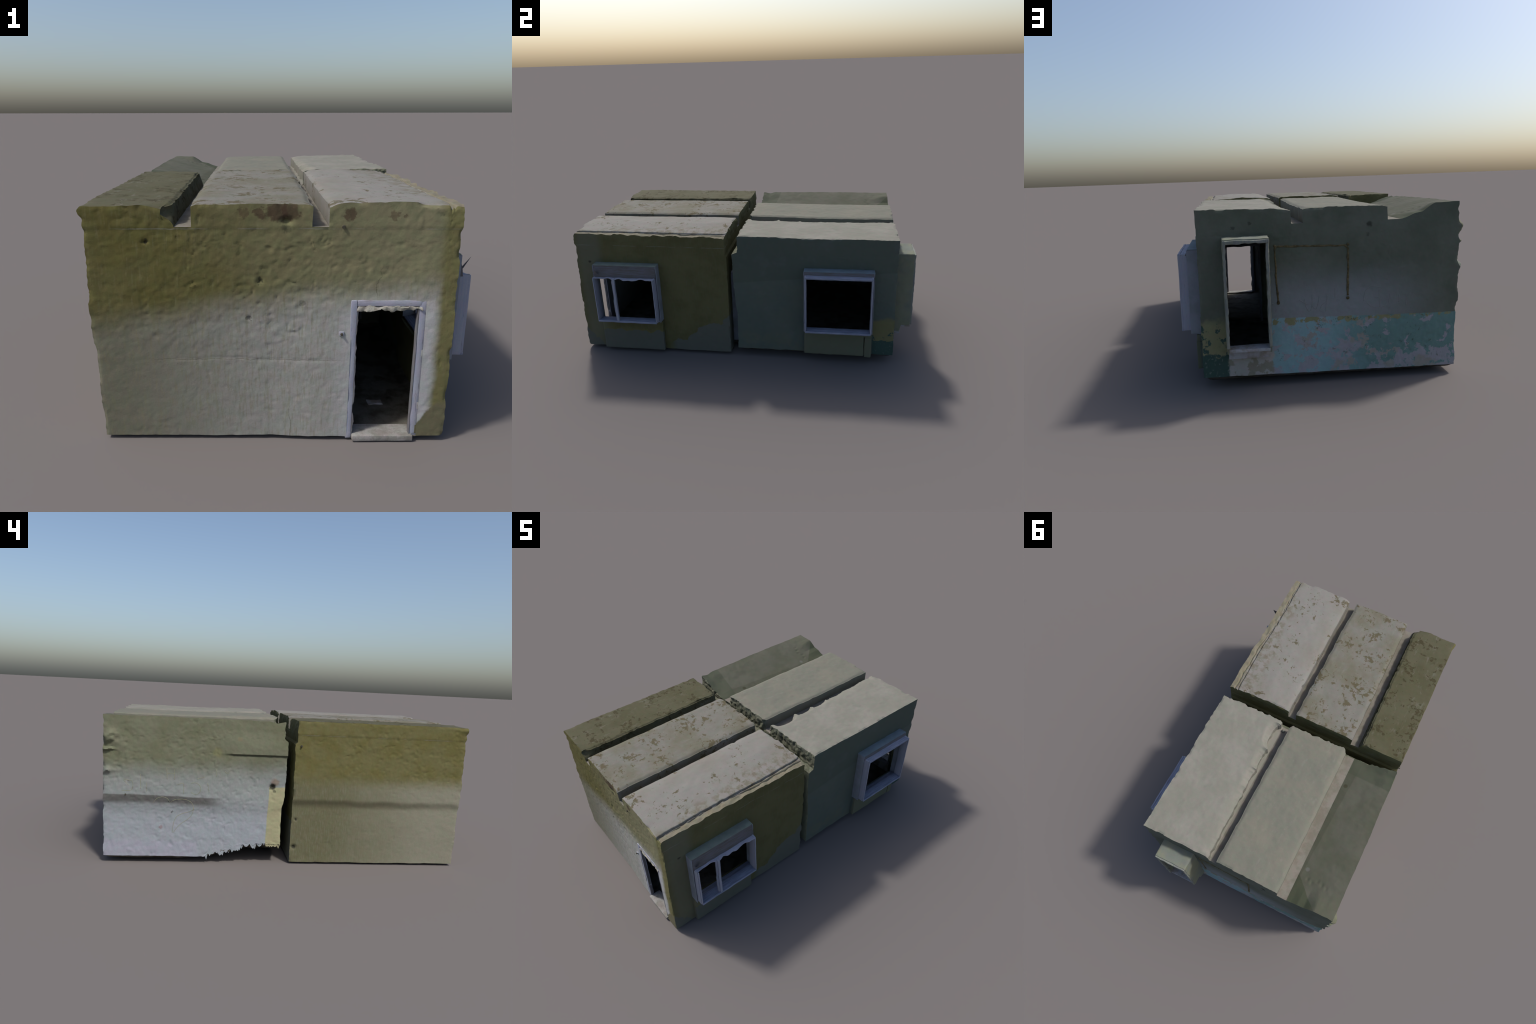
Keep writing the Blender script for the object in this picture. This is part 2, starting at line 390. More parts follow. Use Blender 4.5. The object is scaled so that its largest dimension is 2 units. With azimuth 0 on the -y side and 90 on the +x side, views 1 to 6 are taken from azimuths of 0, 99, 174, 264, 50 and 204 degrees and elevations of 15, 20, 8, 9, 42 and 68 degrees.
def mat_wood(name, col, col2, dark, along):
    m = Mat(name, 0.7)
    st = [3.0, 3.0, 3.0]
    st["xyz".index(along)] = 0.25
    g = m.noise(60.0, 5.0, 0.65, stretch=tuple(st), seed=4)
    c = m.mix(m.step(g, 0.4, 0.65), col, col2)
    worn = m.step(m.noise(50.0, 6.0, 0.7, stretch=tuple(v / 1.5 for v in st), seed=8), 0.60, 0.68)
    c = m.mix(m.mul(worn, 0.65), c, dark)
    return m.finish(c, 0.2, 260.0, 120.0, 0.3)

M = {}
def make_materials():
    M["front"] = mat_front_plaster()
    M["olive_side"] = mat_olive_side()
    M["olive_shade"] = mat_olive_shade()
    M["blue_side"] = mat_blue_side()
    M["tur_end"] = mat_turquoise_end()
    M["teal_side"] = mat_teal_side()
    M["broken"] = mat_broken_end()
    M["slab_pale"] = mat_roof("slab_pale_lichen", lin(122, 120, 115), SLAB_GREY, 0.022, 0.0, edge_x=0.34)
    M["slab_mid"] = mat_roof("slab_grey_lichen", lin(110, 108, 101), lin(101, 98, 85), 0.078, 2.0)
    M["slab_dark"] = mat_roof("slab_olive_lichen", lin(80, 78, 60), lin(74, 72, 52), 0.085, 4.0, lichen=lin(58, 53, 34))
    M["slab_plain"] = mat_roof("slab_sage", SLAB_SAGE, lin(124, 122, 114), 0.0, 0.0)
    M["slab_shaded"] = mat_roof("slab_sage_shade_tinted", lin(106, 106, 96), lin(111, 109, 98), 0.0, 0.0)  # same slab concrete, colour lowered to carry its baked-in shade
    M["slope"] = mat_slope()
    M["channel"] = mat_plain("channel_mortar", lin(118, 114, 106), lin(106, 102, 92), 14.0)
    M["floor"] = mat_plain("floor_screed", lin(88, 86, 80), lin(60, 56, 48), 16.0, 0.5, 60.0, 0.5)  # base colour darkened to keep the unlit interior dim
    M["wood"] = mat_wood("painted_wood", WOOD_WHITE, lin(140, 144, 162), lin(84, 82, 84), "z")
    M["jamb"] = mat_wood("bare_jamb", lin(112, 112, 118), lin(96, 95, 96), lin(70, 68, 66), "z")
    M["jamb_pale"] = mat_wood("pale_jamb", lin(124, 126, 116), lin(108, 112, 112), lin(84, 82, 74), "z")
    M["lip"] = mat_plain("torn_mortar", lin(150, 148, 140), lin(126, 122, 112), 60.0, 0.4, 120.0, 0.8)
    M["threshold"] = mat_plain("threshold_screed", lin(138, 136, 134), lin(118, 115, 110), 30.0, 0.5, 90.0, 0.6)
    M["wood_y"] = mat_wood("painted_wood_rail", WOOD_BLUE, lin(138, 144, 164), lin(64, 64, 68), "y")
    M["wood_x"] = mat_wood("painted_wood_head", WOOD_WHITE, lin(144, 146, 160), lin(96, 92, 90), "x")
    M["fascia"] = mat_wood("worn_fascia", lin(100, 98, 104), lin(92, 88, 84), lin(76, 70, 58), "y")
    M["lintel_green"] = mat_plain("lintel_green_paint", lin(124, 132, 122), lin(112, 120, 112), 12.0)
    M["lintel_blue"] = mat_plain("lintel_blue_paint", lin(114, 128, 136), lin(106, 118, 124), 12.0)
    M["reveal"] = mat_plain("reveal_limewash", lin(132, 136, 146), lin(120, 124, 130), 9.0)
    M["lining"] = mat_plain("lining_sage_paint", lin(120, 122, 104), lin(108, 113, 106), 9.0)
    M["rust"] = mat_plain("rusty_iron", lin(70, 68, 60), lin(56, 52, 44), 60.0, 0.4)
    M["chase"] = mat_plain("chase_mortar", lin(98, 88, 64), lin(72, 66, 46), 60.0, 0.5, 120.0, 0.8)
    M["rubble"] = mat_plain("rubble_stone", lin(90, 82, 72), lin(56, 52, 46), 70.0, 0.5, 120.0, 0.8)
    M["tile"] = mat_plain("threshold_tile", lin(150, 150, 156), lin(126, 120, 112), 20.0, 0.3)
    M["scratch"] = mat_plain("chalk_scratch", lin(134, 134, 108), lin(126, 128, 112), 60.0, 0.2)
    M["scratch_pale"] = mat_plain("chalk_scratch_pale", lin(128, 130, 128), lin(116, 119, 120), 60.0, 0.2)

# ------------------------------------------------------------------ objects
ROOT = None
def add_object(name, mesh, mat, parent=None, stuff=False):
    o = bpy.data.objects.new(name, mesh)
    bpy.context.scene.collection.objects.link(o)
    o.parent = parent or ROOT
    if mat is not None:
        mesh.materials.append(mat)
    if stuff:
        o["kind"] = "stuff"
    return o

def quads_to_mesh(name, verts, quads, angle=0.6):
    me = bpy.data.meshes.new(name)
    me.vertices.add(len(verts))
    me.vertices.foreach_set("co", np.ascontiguousarray(verts, dtype=np.float32).ravel())
    n = len(quads)
    me.loops.add(n * 4)
    me.loops.foreach_set("vertex_index", np.ascontiguousarray(quads, dtype=np.int32).ravel())
    me.polygons.add(n)
    me.polygons.foreach_set("loop_start", np.arange(0, n * 4, 4, dtype=np.int32))
    me.update(calc_edges=True)
    me.validate()
    me.polygons.foreach_set("use_smooth", np.ones(len(me.polygons), dtype=bool))
    me.set_sharp_from_angle(angle=angle)
    return me

def board(name, lo, hi, mat, parent=None, bevel=0.002, seg=0.02, jit=0.0008, seed=0, shear=None, freq=25.0):
    """a worn board: bevelled box, cut into segments and jittered; shear(verts)->verts bends it"""
    bm = bmesh.new()
    bmesh.ops.create_cube(bm, size=1.0)
    lo, hi = Vector(lo), Vector(hi)
    for v in bm.verts:
        v.co = Vector([lo[i] + (v.co[i] + 0.5) * (hi[i] - lo[i]) for i in range(3)])
    b = min(bevel, 0.3 * min(hi[i] - lo[i] for i in range(3)))
    bmesh.ops.bevel(bm, geom=bm.edges[:], offset=b, segments=2, affect="EDGES", profile=0.6)
    for ax in range(3):
        L = hi[ax] - lo[ax]
        k = int(L / seg)
        nrm = Vector((0, 0, 0))
        nrm[ax] = 1
        for i in range(1, k):
            c = lo.copy()
            c[ax] = lo[ax] + L * i / k
            bmesh.ops.bisect_plane(bm, geom=bm.verts[:] + bm.edges[:] + bm.faces[:], plane_co=c, plane_no=nrm, dist=1e-6)
    P = np.array([v.co[:] for v in bm.verts])
    if shear is not None:
        P = shear(P)
    if jit:
        D = np.stack([fbm(P[:, 0] * freq, P[:, 1] * freq, P[:, 2] * freq, seed + 5 * k, 2) for k in range(3)], 1)
        P = P + D * jit
    for v, p in zip(bm.verts, P):
        v.co = p
    me = bpy.data.meshes.new(name)
    bm.to_mesh(me)
    bm.free()
    me.polygons.foreach_set("use_smooth", np.ones(len(me.polygons), dtype=bool))
    me.set_sharp_from_angle(angle=0.6)
    return add_object(name, me, mat, parent)

def tube(name, pts, radius, mat, parent=None, jit=0.0, seed=0, sides=8, flat=1.0, axis=1):
    """hand-led bead through points, with ragged thickness"""
    pts = [np.array(p, float) for p in pts]
    path = []
    for a, b in zip(pts, pts[1:]):
        n = max(1, int(np.linalg.norm(b - a) / 0.006))
        path += [a + (b - a) * i / n for i in range(n)]
    path.append(pts[-1])
    path = np.array(path)
    if jit:
        s = np.arange(len(path)) * 0.35
        for k in range(3):
            if k != axis:
                path[:, k] += jit * fbm(s, s * 0 + k * 7.3, 0, seed, 2)
    out = np.zeros(3)
    out[axis] = 1
    V, Q = [], []
    for i, p in enumerate(path):
        t = path[min(i + 1, len(path) - 1)] - path[max(i - 1, 0)]
        t /= np.linalg.norm(t) + 1e-9
        s = np.cross(t, out)
        s /= np.linalg.norm(s) + 1e-9
        r = radius * (1 + (0.45 * float(vnoise(i * 0.7, seed * 1.7)) if jit else 0))
        for j in range(sides):
            a = 2 * math.pi * j / sides
            V.append(p + s * r * math.cos(a) + out * r * flat * math.sin(a))
    for i in range(len(path) - 1):
        for j in range(sides):
            j2 = (j + 1) % sides
            Q.append((i * sides + j, i * sides + j2, (i + 1) * sides + j2, (i + 1) * sides + j))
    me = bpy.data.meshes.new(name)
    n = len(V)
    me.from_pydata([tuple(v) for v in V], [], Q + [tuple(range(sides - 1, -1, -1)), tuple(range(n - sides, n))])
    me.polygons.foreach_set("use_smooth", np.ones(len(me.polygons), dtype=bool))
    return add_object(name, me, mat, parent)

def lump(name, centre, size, mat, parent=None, seed=0, rough=0.25, freq=2.5, subdiv=4):
    bm = bmesh.new()
    bmesh.ops.create_icosphere(bm, subdivisions=subdiv, radius=1.0)
    P = np.array([v.co[:] for v in bm.verts])
    d = 1 + rough * fbm(P[:, 0] * freq, P[:, 1] * freq, P[:, 2] * freq, seed, 3)
    P = P * d[:, None] * np.array(size) + np.array(centre)
    for v, p in zip(bm.verts, P):
        v.co = p
    me = bpy.data.meshes.new(name)
    bm.to_mesh(me)
    bm.free()
    me.polygons.foreach_set("use_smooth", np.ones(len(me.polygons), dtype=bool))
    return add_object(name, me, mat, parent)

def bolt(name, centre, axis, r, depth, mat):
    bm = bmesh.new()
    bmesh.ops.create_cone(bm, cap_ends=True, segments=20, radius1=r, radius2=r * 0.75, depth=depth)
    me = bpy.data.meshes.new(name)
    bm.to_mesh(me)
    bm.free()
    o = add_object(name, me, mat)
    o.rotation_euler = Vector(axis).to_track_quat("Z", "Y").to_euler()
    o.location = centre
    return o

# ------------------------------------------------------------------ room shells
STEP = 0.0052
def lattice(a, b, breaks, fine=(), step=STEP):
    """coordinates from a to b that hit every break; spacing shrinks around the 'fine' spots"""
    marks = sorted({round(v, 5) for v in [a, b, *breaks] if a - 1e-9 <= v <= b + 1e-9})
    out = []
    for p, q in zip(marks, marks[1:]):
        t = p
        seg = [p]
        while True:
            s = step
            for c, w, fs in fine:
                if abs(t - c) < w:
                    s = min(s, fs)
            t += s
            if t >= q - 0.4 * s:
                break
            seg.append(t)
        out += seg
    out.append(b)
    return np.array(out)

class Room:
    """Box from x0..x1, y0..y1, z0..top(x) with two roof channels; 'warp' turns the ideal box into the worn one."""
    def __init__(self, x0, x1, y0, y1, z0, zg, channels, top, warp, wall_t=0.006, xbreaks=(), ybreaks=(), zbreaks=(), xfine=(), yfine=(), zfine=()):
        self.x0, self.x1, self.y0, self.y1, self.z0, self.zg = x0, x1, y0, y1, z0, zg
        self.channels, self.top, self.warp, self.t = channels, top, warp, wall_t
        cut = [c for ch in channels for c in ch]
        fx = [(c, 0.012, 0.003) for c in cut] + [(x0, 0.012, 0.003), (x1, 0.012, 0.003)] + list(xfine)
        self.xs = lattice(x0, x1, [*cut, *xbreaks], fx)
        self.ys = lattice(y0, y1, ybreaks, [(y0, 0.012, 0.003), (y1, 0.012, 0.003), *yfine])
        self.zs = lattice(z0, zg, zbreaks, list(zfine))
        self.ns = 13                                     # rows between channel floor and slab top
        self.keys_x = np.array([x0] + cut + [x1])
        self.keys_in = np.array([x0 + wall_t] + [c + (-wall_t if i % 2 == 0 else wall_t) for i, c in enumerate(cut)] + [x1 - wall_t])
        self.ztop = 0.76
    def inset(self, P):
        t = self.t
        Q = P.copy()
        Q[:, 0] = np.interp(P[:, 0], self.keys_x, self.keys_in)
        W = self.y1 - self.y0
        Q[:, 1] = self.y0 + t + (P[:, 1] - self.y0) * (W - 2 * t) / W
        H = self.ztop - self.z0
        Q[:, 2] = self.z0 + t + (P[:, 2] - self.z0) * (H - 2 * t) / H
        return Q
    def emit(self, name, grids, mat):
        """grids: list of (points [n,m,3], keep-mask of cells, flip) -> one mesh with an outer and an inner skin"""
        V, Q, base = [], [], 0
        for G, keep, flip in grids:
            n, m, _ = G.shape
            idx = np.arange(n * m).reshape(n, m) + base
            q = np.stack([idx[:-1, :-1], idx[1:, :-1], idx[1:, 1:], idx[:-1, 1:]], -1)[keep]
            if flip:
                q = q[:, ::-1]
            V.append(G.reshape(-1, 3))
            Q.append(q)
            base += n * m
        V, Q = np.concatenate(V), np.concatenate(Q)
        used = np.unique(Q)
        remap = np.full(len(V), -1)
        remap[used] = np.arange(len(used))
        V, Q = V[used], remap[Q]
        outer = self.warp(V)
        # inner skin keeps the coarse warp so that the wall thickness stays even
        inner = self.inset(V) + (outer - V)
        n = len(V)
        allv = np.concatenate([outer, inner])
        allq = np.concatenate([Q, Q[:, ::-1] + n])
        # merge the doubled lattice points where two grids of one part meet
        key = np.round(allv * 1e5).astype(np.int64)
        _, first, inv = np.unique(key, axis=0, return_index=True, return_inverse=True)
        me = quads_to_mesh(name, allv[first], inv.reshape(-1)[allq])
        return add_object(name, me, mat)
    # -- parts
    def end_wall(self, y, flip, mat, holes=()):
        xs, zs, ns = self.xs, self.zs, self.ns
        X, Z = np.meshgrid(xs, zs, indexing="ij")
        low = np.stack([X, np.full_like(X, y), Z], -1)
        cx, cz = (xs[:-1] + xs[1:]) / 2, (zs[:-1] + zs[1:]) / 2
        keep = np.ones((len(xs) - 1, len(zs) - 1), bool)
        for a, b, c, d in holes:
            keep &= ~((cx[:, None] > a) & (cx[:, None] < b) & (cz[None] > c) & (cz[None] < d))
        S = np.linspace(0, 1, ns)
        tops = self.top(xs)
        up = np.stack([np.repeat(xs[:, None], ns, 1), np.full((len(xs), ns), y), self.zg + S[None] * (tops[:, None] - self.zg)], -1)
        kup = np.ones((len(xs) - 1, ns - 1), bool)
        for a, b in self.channels:
            kup &= ~((cx > a) & (cx < b))[:, None]
        return self.emit("wall", [(low, keep, flip), (up, kup, flip)], mat)
    def side_wall(self, x, flip, mat, holes=()):
        ys, zs, ns = self.ys, self.zs, self.ns
        Y, Z = np.meshgrid(ys, zs, indexing="ij")
        low = np.stack([np.full_like(Y, x), Y, Z], -1)
        cy, cz = (ys[:-1] + ys[1:]) / 2, (zs[:-1] + zs[1:]) / 2
        keep = np.ones((len(ys) - 1, len(zs) - 1), bool)
        for a, b, c, d in holes:
            keep &= ~((cy[:, None] > a) & (cy[:, None] < b) & (cz[None] > c) & (cz[None] < d))
        S = np.linspace(0, 1, ns)
        zt = float(self.top(np.array([x]))[0])
        up = np.stack([np.full((len(ys), ns), x), np.repeat(ys[:, None], ns, 1), np.repeat((self.zg + S * (zt - self.zg))[None], len(ys), 0)], -1)
        return self.emit("wall", [(low, keep, flip), (up, np.ones((len(ys) - 1, ns - 1), bool), flip)], mat)
    def roof(self, mats, names, channel_mat):
        cut = [c for ch in self.channels for c in ch]
        spans = [(self.x0, cut[0], False, True), (cut[1], cut[2], True, True), (cut[3], self.x1, True, False)]
        S = np.linspace(0, 1, self.ns)
        for (a, b, lw, rw), mat, name in zip(spans, mats, names):
            xs = self.xs[(self.xs >= a - 1e-6) & (self.xs <= b + 1e-6)]
            tz = self.top(xs)
            px, pz = xs, tz
            if lw:
                px = np.concatenate([np.full(self.ns - 1, a), px]); pz = np.concatenate([self.zg + S[:-1] * (tz[0] - self.zg), pz])
            if rw and tz[-1] - self.zg > 1e-3:
                px = np.concatenate([px, np.full(self.ns - 1, b)]); pz = np.concatenate([pz, (self.zg + S[:-1] * (tz[-1] - self.zg))[::-1]])
            G = np.stack([np.repeat(px[:, None], len(self.ys), 1), np.repeat(self.ys[None], len(px), 0), np.repeat(pz[:, None], len(self.ys), 1)], -1)
            self.emit(name, [(G, np.ones((len(px) - 1, len(self.ys) - 1), bool), False)], mat)
        for a, b in self.channels:
            xs = self.xs[(self.xs >= a - 1e-6) & (self.xs <= b + 1e-6)]
            G = np.stack([np.repeat(xs[:, None], len(self.ys), 1), np.repeat(self.ys[None], len(xs), 0), np.full((len(xs), len(self.ys)), self.zg)], -1)
            self.emit("roof_channel", [(G, np.ones((len(xs) - 1, len(self.ys) - 1), bool), False)], channel_mat)
    def floor(self, mat, dish):
        xs, ys = self.xs[::2], self.ys[::2]
        xs = np.append(xs, self.x1) if xs[-1] < self.x1 else xs
        ys = np.append(ys, self.y1) if ys[-1] < self.y1 else ys
        X, Y = np.meshgrid(xs, ys, indexing="ij")
        rim = np.minimum(np.minimum(X - self.x0, self.x1 - X), np.minimum(Y - self.y0, self.y1 - Y))
        G = np.stack([X, Y, self.z0 - dish * smooth(0.0, 0.03, rim) * np.maximum(smooth(-0.45, -0.20, X), smooth(0.35, 0.55, Y - self.y0))], -1)
        return self.emit("floor", [(G, np.ones((len(xs) - 1, len(ys) - 1), bool), True)], mat)

def near(d, w=0.035):
    """1 on a face, falling to 0 at distance w inside the room"""
    return 1 - smooth(0, w, np.abs(d))

def plaster(u, v, seed, amp, freq=26.0):
    """trowelled plaster: soft lumps with sharper dents"""
    k = freq / 26.0
    wu, wv = u + 0.010 * fbm(u * 30, v * 30, 1.1, seed + 1, 2), v + 0.010 * fbm(u * 30, v * 30, 5.1, seed + 2, 2)
    n = fbm(wu * 17 * k, wv * 20 * k, 0, seed, 2, 0.5)
    pits = np.clip(fbm(wu * 52 * k, wv * 60 * k, 2.3, seed + 3, 2, 0.5) - 0.22, 0, 0.7)
    ridges = np.clip(0.10 - np.abs(fbm(wu * 30 * k, wv * 44 * k, 3.7, seed + 5, 2, 0.5)), 0, 1)
    calm = 0.35 + 0.65 * smooth(-0.3, 0.4, fbm(u * 5, v * 5, 7.7, seed + 7, 2))
    return amp * (0.40 * n + calm * (1.3 * pits - 4.0 * ridges) + 0.22 * fbm(u * freq * 3.1, v * freq * 3.4, 9.1, seed + 9, 2))

# ---------------- front room
def front_top(x):
    x = np.asarray(x, float)
    z = np.interp(x, [-0.583, -0.319, -0.27, 0.084, 0.133, 0.30, 0.512], [0.757, 0.757, 0.761, 0.762, 0.764, 0.767, 0.760])
    for e in (-0.319, -0.27, 0.084, 0.133):
        z = z - 0.006 * bump(x, e, 0.012)
    z = z - 0.005 * bump(x, 0.133, 0.04)
    z = z - 0.004 * smooth(0.470, 0.482, x)
    return z

def front_warp(P):
    x, y, z = P[:, 0], P[:, 1], P[:, 2]
    X0, X1, Y0, Y1, Z0 = -0.575, 0.512, -0.976, -0.073, 0.014
    wl, wr, wf, wb = near(x - X0), near(X1 - x), near(y - Y0), near(Y1 - y)
    wt, w0 = smooth(0.69, 0.745, z), near(z - Z0, 0.05)
    # lit long side: leans out towards the top, small overhang of the upper plaster coat
    dl = -0.008 * smooth(0.02, 0.75, z) + 0.004 - 0.007 * smooth(0.315, 0.352, z + 0.006 * vnoise(y * 9, 0 * y, 0, 5)) + 0.004 * smooth(0.35, 0.62, z)
    dl = dl - 0.002 * smooth(0.686, 0.69, z) + 0.007 * (1 - smooth(0.0, 0.25, z))
    dl = dl + plaster(y, z, 11, 0.0026) * (0.55 + 0.45 * smooth(0.35, 0.5, z))
    dl = dl - 0.008 * bump(z, 0.741, 0.012) * bump(y, Y0, 0.03)
    for a, b, r, d in ((-0.092, 0.243, 0.006, 0.008), (-0.09, 0.092, 0.011, 0.012)):
        dl = dl + d * bump(y, a, r) * bump(z, b, r)
    dr = plaster(y, z, 21, 0.0012)
    dr = dr + 0.002 * smooth(0.60, 0.70, z) * fbm(y * 20, z * 20, 0, 24, 2) - 0.003 * bump(z, 0.50, 0.012) * bump(y, Y0, 0.01)
    df = plaster(x, z, 31, 0.0028) * (0.40 + 0.6 * smooth(0.25, 0.45, z - 0.1 * x))
    df = df - 0.0015 * smooth(0.691, 0.694, z) - 0.0022 * smooth(0.75, 0.6, x * 0 + z) * 0
    for a, b, rx, rz, d in ((-0.406, 0.652, 0.007, 0.005, 0.010), (-0.069, 0.533, 0.007, 0.008, 0.010), (0.006, 0.714, 0.016, 0.009, 0.014), (0.01, 0.698, 0.008, 0.02, 0.004), (-0.103, 0.415, 0.006, 0.006, 0.004)):
        df = df + d * bump(x, a, rx) * bump(z, b, rz)
    df = df + 0.0015 * bump(z, 0.279 + 0.006 * vnoise(x * 15, 0 * x, 0, 3), 0.003) * smooth(-0.4, -0.3, x) * (1 - smooth(0.15, 0.18, x))
    # end over the gap: slab ends set back, wall below a little proud
    db = np.interp(z, [0.0, 0.638, 0.65, 0.8], [0.004, 0.006, -0.003, -0.002]) + plaster(x, z, 41, 0.002, 20) + 0.0025 * smooth(0.69, 0.7, z) * fbm(x * 30, z * 60, 0, 44, 2)
    # plaster fuller around the street door and behind the window
    df = df - 0.003 - 0.008 * smooth(-0.05, 0.15, x) * (1 - smooth(0.30, 0.62, z)) - 0.004 * smooth(0.3, 0.45, x)
    dr = dr + 0.003 + 0.005 * smooth(-0.46, -0.36, y)
    dx = wl * (dl - 0.003) + wr * dr
    dy = wf * df + wb * db
    # roof surface
    lumps = 0.0016 * fbm(x * 14, y * 10, 0, 51, 3)
    tilt = np.interp(y, [-0.976, -0.073], [0.0, 1.0]) * np.interp(x, [-0.575, -0.32, 0.13, 0.3, 0.512], [0.0, 0.001, 0.001, 0.0, -0.006])
    dz = wt * (lumps + tilt + 0.003)
    # cracks between the last slab and the wall head
    c1 = np.interp(y, [-0.98, -0.80, -0.6, -0.42, -0.25, -0.07], [0.479, 0.474, 0.472, 0.478, 0.474, 0.469]) + 0.002 * fbm(y * 40, 0 * y, 0, 61, 2)
    c2 = np.interp(y, [-0.98, -0.75, -0.6, -0.42, -0.25, -0.07], [0.486, 0.482, 0.478, 0.492, 0.488, 0.491]) + 0.003 * fbm(y * 30, 0 * y, 4, 62, 3)
    dz = dz - wt * (0.011 * bump(x, c1, 0.0035) + 0.007 * bump(x, c2, 0.0028))
    dz = dz + wt * 0.004 * fbm(y * 25, x * 25, 0, 63, 3) * smooth(0.484, 0.50, x)
    # crumbling channel edges (x shift near the edge, only in the slab zone)
    up = smooth(0.697, 0.745, z)
    s1 = -0.012 * np.interp(y, [-0.976, -0.073], [0, 1]) - 0.008 * np.abs(fbm(y * 28, z * 18, 0, 71, 3)) - 0.036 * bump(y, -0.976, 0.028) * up - 0.006 * up
    dx = dx + bump(x, -0.319, 0.022) * smooth(0.69, 0.70, z) * s1 * (0.4 + 0.6 * up)
    dz = dz - wt * 0.010 * bump(y, -0.976, 0.03) * bump(x, -0.345, 0.03)
    dx = dx + bump(x, -0.27, 0.02) * smooth(0.69, 0.70, z) * (-0.008 * np.interp(y, [-0.976, -0.073], [0, 1]) + 0.002 * fbm(y * 22, z * 9, 0, 72, 2))
    dx = dx + bump(x, 0.084, 0.02) * smooth(0.69, 0.70, z) * (-0.003 + 0.003 * fbm(y * 22, z * 9, 0, 73, 2))
    dx = dx + bump(x, 0.133, 0.02) * smooth(0.69, 0.70, z) * (-0.003 + 0.0012 * fbm(y * 22, z * 9, 0, 74, 2))
    dx = dx + bump(x, 0.133, 0.012) * 0.006 * bump(y, -0.27, 0.012) * up
    # foot of the walls
    dz = dz - w0 * 0.002 + w0 * (np.interp(x, [-0.575, 0.2, 0.43, 0.512], [-0.002, 0.0, 0.004, 0.008]) + 0.0015 * fbm(x * 18, y * 18, 0, 81, 2))
    # rounded, chipped outer corners
    for wx, sx in ((np.abs(x - X0), 1), (np.abs(X1 - x), -1)):
        for wy, sy in ((np.abs(y - Y0), 1), (np.abs(Y1 - y), -1)):
            k = (0.0012 + 0.003 * np.clip(fbm(z * 24, sx + 0 * z, sy, 91, 3), -0.6, 1))
            m = np.exp(-((wx + wy) / 0.007) ** 2)
            dx, dy = dx + sx * k * m, dy + sy * k * m
    zt = front_top(np.clip(x, X0, X1))
    for d, ax, s in ((np.abs(x - X0), 0, 1), (np.abs(y - Y0), 1, 1), (np.abs(Y1 - y), 1, -1)):
        k = (0.0012 + (0.0014 if ax == 0 else 0.0035) * np.clip(fbm(x * 22, y * 31, ax, 95, 3), -0.6, 1)) * np.exp(-((d + np.abs(zt - z)) / 0.008) ** 2)
        dz = dz - k
        if ax == 0: dx = dx + s * k
        else: dy = dy + s * k
    return P + np.stack([dx, dy, dz], 1)

# ---------------- rear room
SLOPE_FOOT = -0.333
def rear_top(x):
    x = np.asarray(x, float)
    z = np.interp(x, [-0.583, SLOPE_FOOT, SLOPE_FOOT + 1e-4, -0.278, 0.08, 0.128, 0.3, 0.517], [0.750, 0.6885, 0.746, 0.746, 0.748, 0.748, 0.752, 0.756])
    for e in (-0.278, 0.08, 0.128):
        z = z - 0.006 * bump(x, e, 0.010)
    z = z - 0.004 * bump(x, -0.278, 0.035) * (x > -0.30) - 0.004 * bump(x, 0.128, 0.04) * (x > 0.1)
    return z

